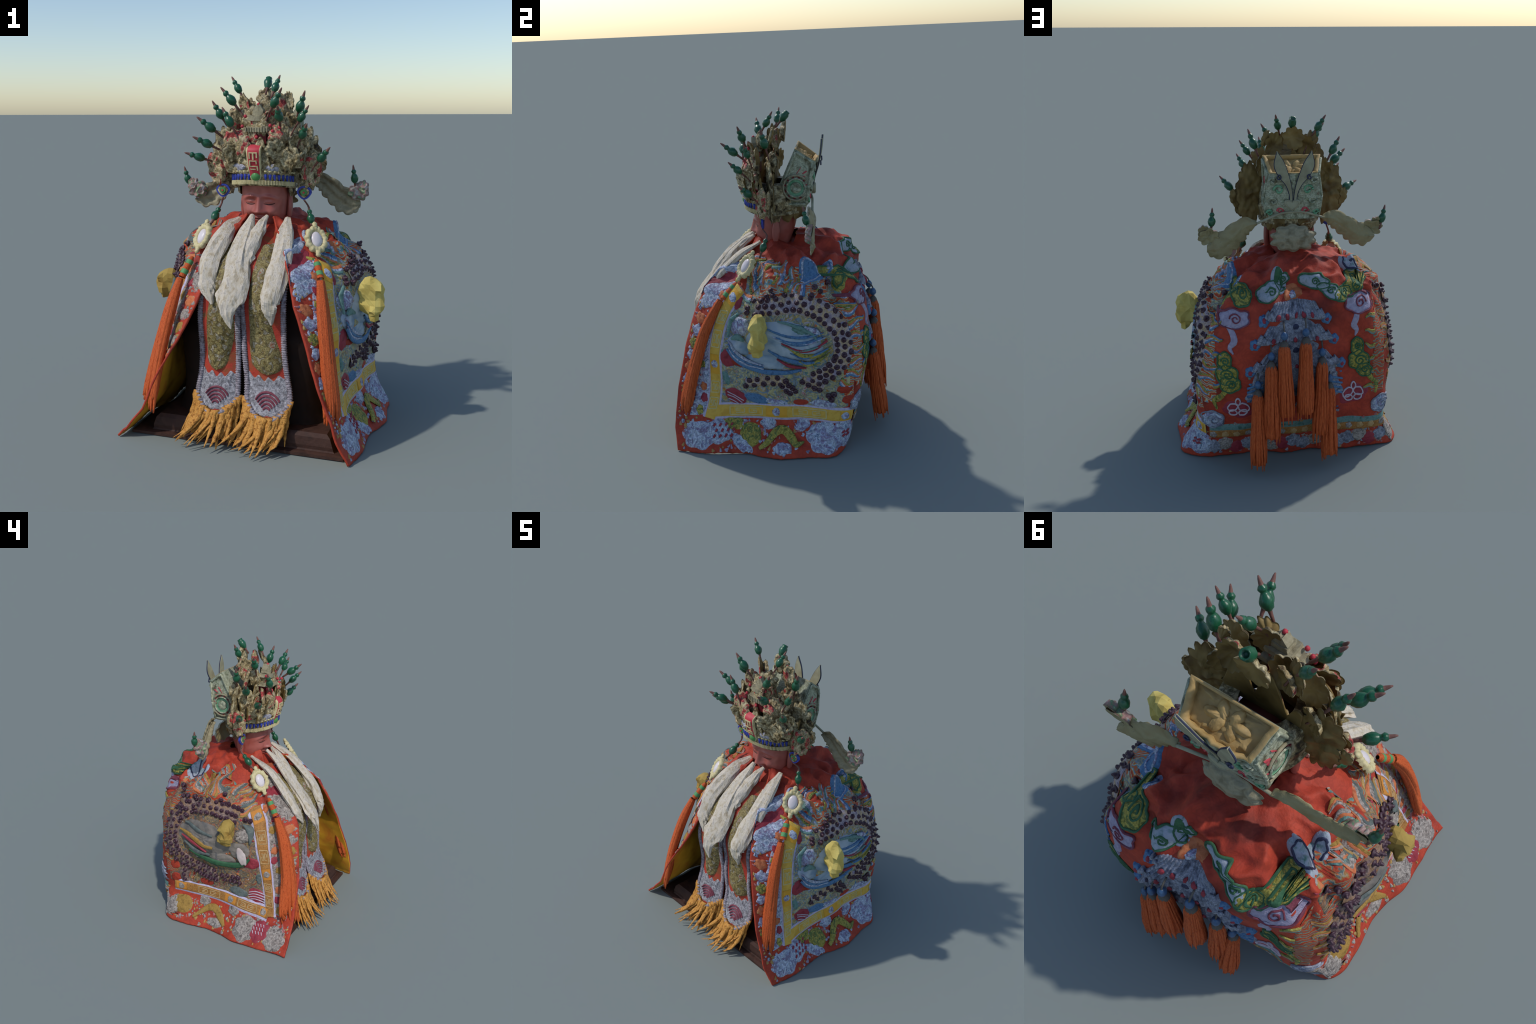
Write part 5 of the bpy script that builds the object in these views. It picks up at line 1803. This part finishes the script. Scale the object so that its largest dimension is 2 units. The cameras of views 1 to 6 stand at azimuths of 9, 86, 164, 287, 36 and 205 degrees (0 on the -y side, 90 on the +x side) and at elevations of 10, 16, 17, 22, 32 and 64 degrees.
M['slate'] = mottle("slate_thread", [(74, 84, 84), (104, 112, 108)], 36, .65, .5, 150)
M['pinkish'] = mottle("faded_pink_thread", [(150, 84, 84), (180, 120, 118)], 30, .7, .4, 140)
M['ochre'] = mottle("faded_ochre_thread", [(150, 116, 64), (178, 146, 92)], 30, .7, .4, 140)
side('R', SIDE_R)
scatter("small_stitch", 'R', lambda u, v: (lerp(-.56, .42, u), lerp(.02, .18, v)), 190, ['bluewhite', 'pinkish', 'ochre', 'bluewhite', 'cloud'], 1)
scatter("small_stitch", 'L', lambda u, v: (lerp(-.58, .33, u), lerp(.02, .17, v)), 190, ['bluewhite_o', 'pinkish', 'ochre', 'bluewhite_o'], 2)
scatter("small_stitch", 'R', lambda u, v: (lerp(-.30, .45, u), lerp(.28, 1.06, v)), 150, ['bluewhite', 'olive', 'teal', 'flame', 'bluedeep'], 3)
scatter("small_stitch", 'L', lambda u, v: (lerp(-.34, .36, u), lerp(.28, 1.06, v)), 170, ['bluewhite_o', 'ochre', 'maroon_satin', 'flame', 'bluewhite_o'], 4)
scatter("small_stitch", 'R', lambda u, v: (edge_right(lerp(.1, .9, v))[1] + lerp(.015, .14, u), lerp(.1, .9, v)), 150, ['bluewhite', 'pinkish', 'ochre', 'bluewhite'], 5)
scatter("small_stitch", 'L', lambda u, v: (edge_left(lerp(.1, .9, v))[1] + lerp(.015, .14, u), lerp(.1, .9, v)), 150, ['bluewhite_o', 'pinkish', 'ochre', 'bluewhite_o'], 6)
scatter("small_stitch", 'K', lambda u, v: (lerp(-.58, .58, u), lerp(.02, .26, v)), 200, ['roof', 'pinkish', 'ochre', 'bluewhite_o'], 7)
scatter("small_stitch", 'K', lambda u, v: (lerp(-.26, .30, u), lerp(.30, .62, v)), 120, ['roof', 'teal', 'bluedeep', 'bluewhite_o', 'maroon_satin'], 8)
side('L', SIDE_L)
M['tag'] = mottle("pale_tag", [(176, 160, 156), (198, 184, 180)], 14, .7, .2)
tag = blob("white_tag", 'L', -.195, .61, .030, .062, M['tag'], .003, 0, rot=-.35, rough=.25, base=.036)

# ---- front flaps: flower ground along the open edges
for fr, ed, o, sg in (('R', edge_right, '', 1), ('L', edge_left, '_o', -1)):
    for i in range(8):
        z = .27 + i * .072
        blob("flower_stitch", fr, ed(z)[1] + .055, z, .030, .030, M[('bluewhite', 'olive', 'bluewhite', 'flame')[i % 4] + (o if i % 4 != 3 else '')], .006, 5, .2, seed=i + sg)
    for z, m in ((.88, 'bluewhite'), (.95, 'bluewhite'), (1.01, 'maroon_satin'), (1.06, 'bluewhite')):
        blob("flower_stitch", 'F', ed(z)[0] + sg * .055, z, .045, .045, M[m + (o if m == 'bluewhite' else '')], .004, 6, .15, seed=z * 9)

# ---- back
CL = [  # a, z, rx, rz, rot, cloth, line
    (.16, 1.06, .085, .040, -.5, 'cloudgreen', 'greenline'), (.085, 1.115, .040, .032, -.4, 'cloudgreen', 'greenline'), (-.10, 1.105, .085, .038, .05, 'cloudgreen', 'greenline'),
    (-.185, 1.06, .065, .036, .5, 'cloudgreen', 'greenline'), (.32, 1.04, .055, .048, .5, 'olive', 'greenline'), (-.335, 1.07, .085, .042, -.35, 'olive', 'greenline'), (-.26, 1.04, .05, .03, -.3, 'olive', 'greenline'),
    (.365, .925, .085, .052, -.1, 'cloud', 'maroon'), (-.355, .975, .085, .055, .15, 'cloud', 'maroon'),
    (.415, .60, .060, .060, 0, 'olive', 'greenline'), (.425, .685, .038, .05, 0, 'olive', 'greenline'), (.395, .54, .058, .05, 0, 'olive', 'greenline'),
    (-.365, .62, .060, .062, 0, 'olive', 'greenline'), (-.35, .71, .036, .055, 0, 'olive', 'greenline'), (-.40, .555, .045, .04, .4, 'olive', 'greenline'),
    (.50, .295, .062, .055, 0, 'bluewhite', 'roof'), (-.51, .32, .060, .055, 0, 'bluewhite', 'roof'),
]
for i, (a, z, rx, rz, rot, m, ln) in enumerate(CL):
    blob("embroidered_cloud", 'K', a, z, rx, rz, M[m], .007, 6, .12, rot, seed=i, base=.003)
    loop_line('K', a, z, rx * .96, rz * .96, M[ln], .0042, 6, .12, rot, seed=i, base=.007)
    spiral('K', a - .1 * rx, z, min(rx, rz) * .62, M[ln], 1.5, 1 if a > 0 else -1, .0040)
for pts, w, m in [([(.40, .89), (.375, .84), (.37, .80), (.395, .765), (.375, .73)], [.016, .018, .020, .014, .003], 'cloud'),
                  ([(-.345, .93), (-.335, .885), (-.325, .85), (-.345, .815), (-.335, .78)], [.016, .02, .02, .014, .003], 'cloud'),
                  ([(.41, .53), (.44, .47), (.49, .43), (.475, .37)], [.02, .016, .014, .006], 'olive'), ([(-.40, .57), (-.44, .50), (-.475, .46), (-.47, .40)], [.02, .016, .014, .006], 'olive')]:
    ribbon("cloud_tail", 'K', pts, w, M[m], .006, base=.003)
# side flames creeping on to the back
patch_rect("flame_ground", 'K', lambda z: .475, lambda z: .56, .40, .95, M['flame_mix'], .004, 12, 50, edge=.035, seed=3)
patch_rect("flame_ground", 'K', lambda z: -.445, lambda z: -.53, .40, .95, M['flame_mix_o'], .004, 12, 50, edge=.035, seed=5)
for i in range(6):
    z = .44 + i * .09
    flame_tuft('K', .49, z, 3.0 + .2 * math.sin(i), .06, ('bluedeep', 'ochre', 'olive'), i)
    flame_tuft('K', -.455, z, .15 + .2 * math.sin(i), .06, ('teal', 'ochre', 'olive'), i)
# butterflies in white outline
for sx, cx, cz in ((1, .355, .365), (-1, -.335, .40)):
    blob("butterfly_patch", 'K', cx, cz, .085, .055, M['maroon_satin'], .003, 5, .15, .3 * sx, seed=3)
    for dx, dz, rx, rz, rot in ((-.035, .015, .035, .026, .6), (.03, .02, .030, .024, -.5), (-.03, -.02, .026, .018, -.4), (.028, -.018, .024, .018, .4), (0, .055, .014, .022, 0)):
        loop_line('K', cx + dx * sx, cz + dz, rx, rz, M['white'], .0042, 0, 0, rot * sx, seed=dx * 50, base=.006, name="butterfly_stitch")
# lower border of the back, dulled so the shadow there is painted in
ribbon("lavender_piping", 'K', [(.52, .205), (.3, .215), (0, .205), (-.3, .20), (-.54, .195)], .045, M['teal'], .004, base=.003)
ribbon("yellow_band", 'K', [(.52, .185), (.3, .19), (0, .185), (-.3, .18), (-.54, .175)], .030, M['yellow_o'], .004, base=.007)
for i in range(16):
    x = .50 - i * .068
    blob("round_flower" if i % 3 == 0 else "flower_stitch", 'K', x, .185, .020, .020, M['bluewhite_o' if i % 3 == 0 else 'key_o'], .004, 5, .2, seed=i, base=.010)
    blob("flower_stitch", 'K', x, .085 + .02 * math.sin(i * 2.1), .046, .045, M[('roof', 'bluewhite_o', 'maroon_satin', 'roof')[i % 4]], .006, 6, .15, seed=i)
for sg in (1, -1):
    blob("flower_stitch", 'K', .60 * sg - .02, .10, .07, .075, M['bluewhite' if sg > 0 else 'bluewhite_o'], .006, 7, .15, seed=sg)

# pagoda with three corrugated roofs standing proud of the cloth
for cx, cz, hw, hh, up in ((.02, .965, .185, .050, .018), (.025, .835, .235, .048, .020), (.015, .675, .275, .050, .022)):
    r2, hhs = [], []
    for j in range(12):
        t = j / 11
        a_, b_ = [], []
        for i in range(81):
            u = -1 + i / 40
            half = hw * lerp(.62, 1, t)
            dip = .035 * abs(u) ** 2.2 * t
            a_.append((cx + u * half, cz + hh * (1 - 2 * t) - dip + (.03 * abs(u) ** 5 if t > .5 else 0)))
            b_.append((-.003 if i in (0, 80) or j == 0 else .006 + up * t + .004 * math.cos(i * 1.3)) if j < 11 else .002)
        r2.append(a_)
        hhs.append(b_)
    drape_rows("pagoda_roof", 'K', r2, hhs, M['roof'], robe)
    for sg in (-1, 1):
        blob("roof_end_rosette", 'K', cx + sg * hw * .97, cz - hh * 1.15, .028, .030, M['bluedeep'], .018, 5, .2, seed=sg)
        blob("roof_end_rosette", 'K', cx + sg * hw * .97, cz - hh * 1.15, .014, .015, M['maroon_satin'], .010, 0, base=.016)
    blob("pagoda_wall", 'K', cx, cz - hh * 1.9, hw * .62, .055, M['roof'], .012, 0, rough=.05)
    for i in range(5):
        blob("pagoda_dot", 'K', cx + (i - 2) * hw * .27, cz - hh * .72, .012, .014, M['maroon_satin'], .006, 0, base=.026)
for sg in (-1, 1):
    ribbon("pagoda_column", 'K', [(.02 + sg * .20, .63), (.02 + sg * .22, .50), (.02 + sg * .25, .42)], [.03, .045, .05], M['roof'], .010, rib=.003)
    for k in range(4):
        ribbon("stair_stitch", 'K', [(.02 + sg * .19, .55 - .03 * k), (.02 + sg * .28, .515 - .03 * k)], .006, M['bluedeep'], .005, base=.012, n=8)
blob("pagoda_wall", 'K', .02, .52, .19, .09, M['roof'], .010, 0, rough=.05)
blob("pagoda_finial", 'K', .03, 1.045, .05, .035, M['flame'], .010, 5, .2)
blob("pagoda_finial", 'K', .03, 1.03, .022, .014, M['bluewhite'], .008, 4, .2, base=.012)
for sg in (-1, 1):
    blob("pagoda_window", 'K', .02 + 0 * sg, .87 if sg > 0 else .735, .022, .018, M['navy'], .008, 0, base=.012)

# shoulders: blue and yellow-green clouds
for i, (a, b, rx, ry, rot, m, ln) in enumerate([(.395, .25, .050, .085, .2, 'bluedeep', 'bluewhite'), (.33, .345, .03, .045, -.3, 'bluewhite', 'bluedeep'), (.38, .425, .05, .045, 0, 'olive', 'greenline'),
                                                (.10, .45, .05, .035, 0, 'cloudgreen', 'greenline'), (-.345, .27, .075, .035, -.3, 'cloudgreen', 'navy'), (-.375, .20, .04, .05, 0, 'cloudgreen', 'navy')]):
    blob("embroidered_cloud", 'T', a, b, rx, ry, M[m], .006, 6, .14, rot, seed=i + 20, base=.003)
    loop_line('T', a, b, rx * .6, ry * .6, M[ln], .0042, 6, .14, rot, seed=i + 20, base=.008)
# flames climbing the front of the shoulders
for sg, o in ((1, ''), (-1, '_o')):
    for i in range(6):
        flame_tuft('T', sg * (.30 + .035 * i), -.12 + .05 * i, 1.57 + sg * .5, .10, ('bluewhite' + o, 'flame', 'teal') if i % 2 else ('olive' + o, 'flame', 'bluewhite' + o), i)

bpy.context.view_layer.update()
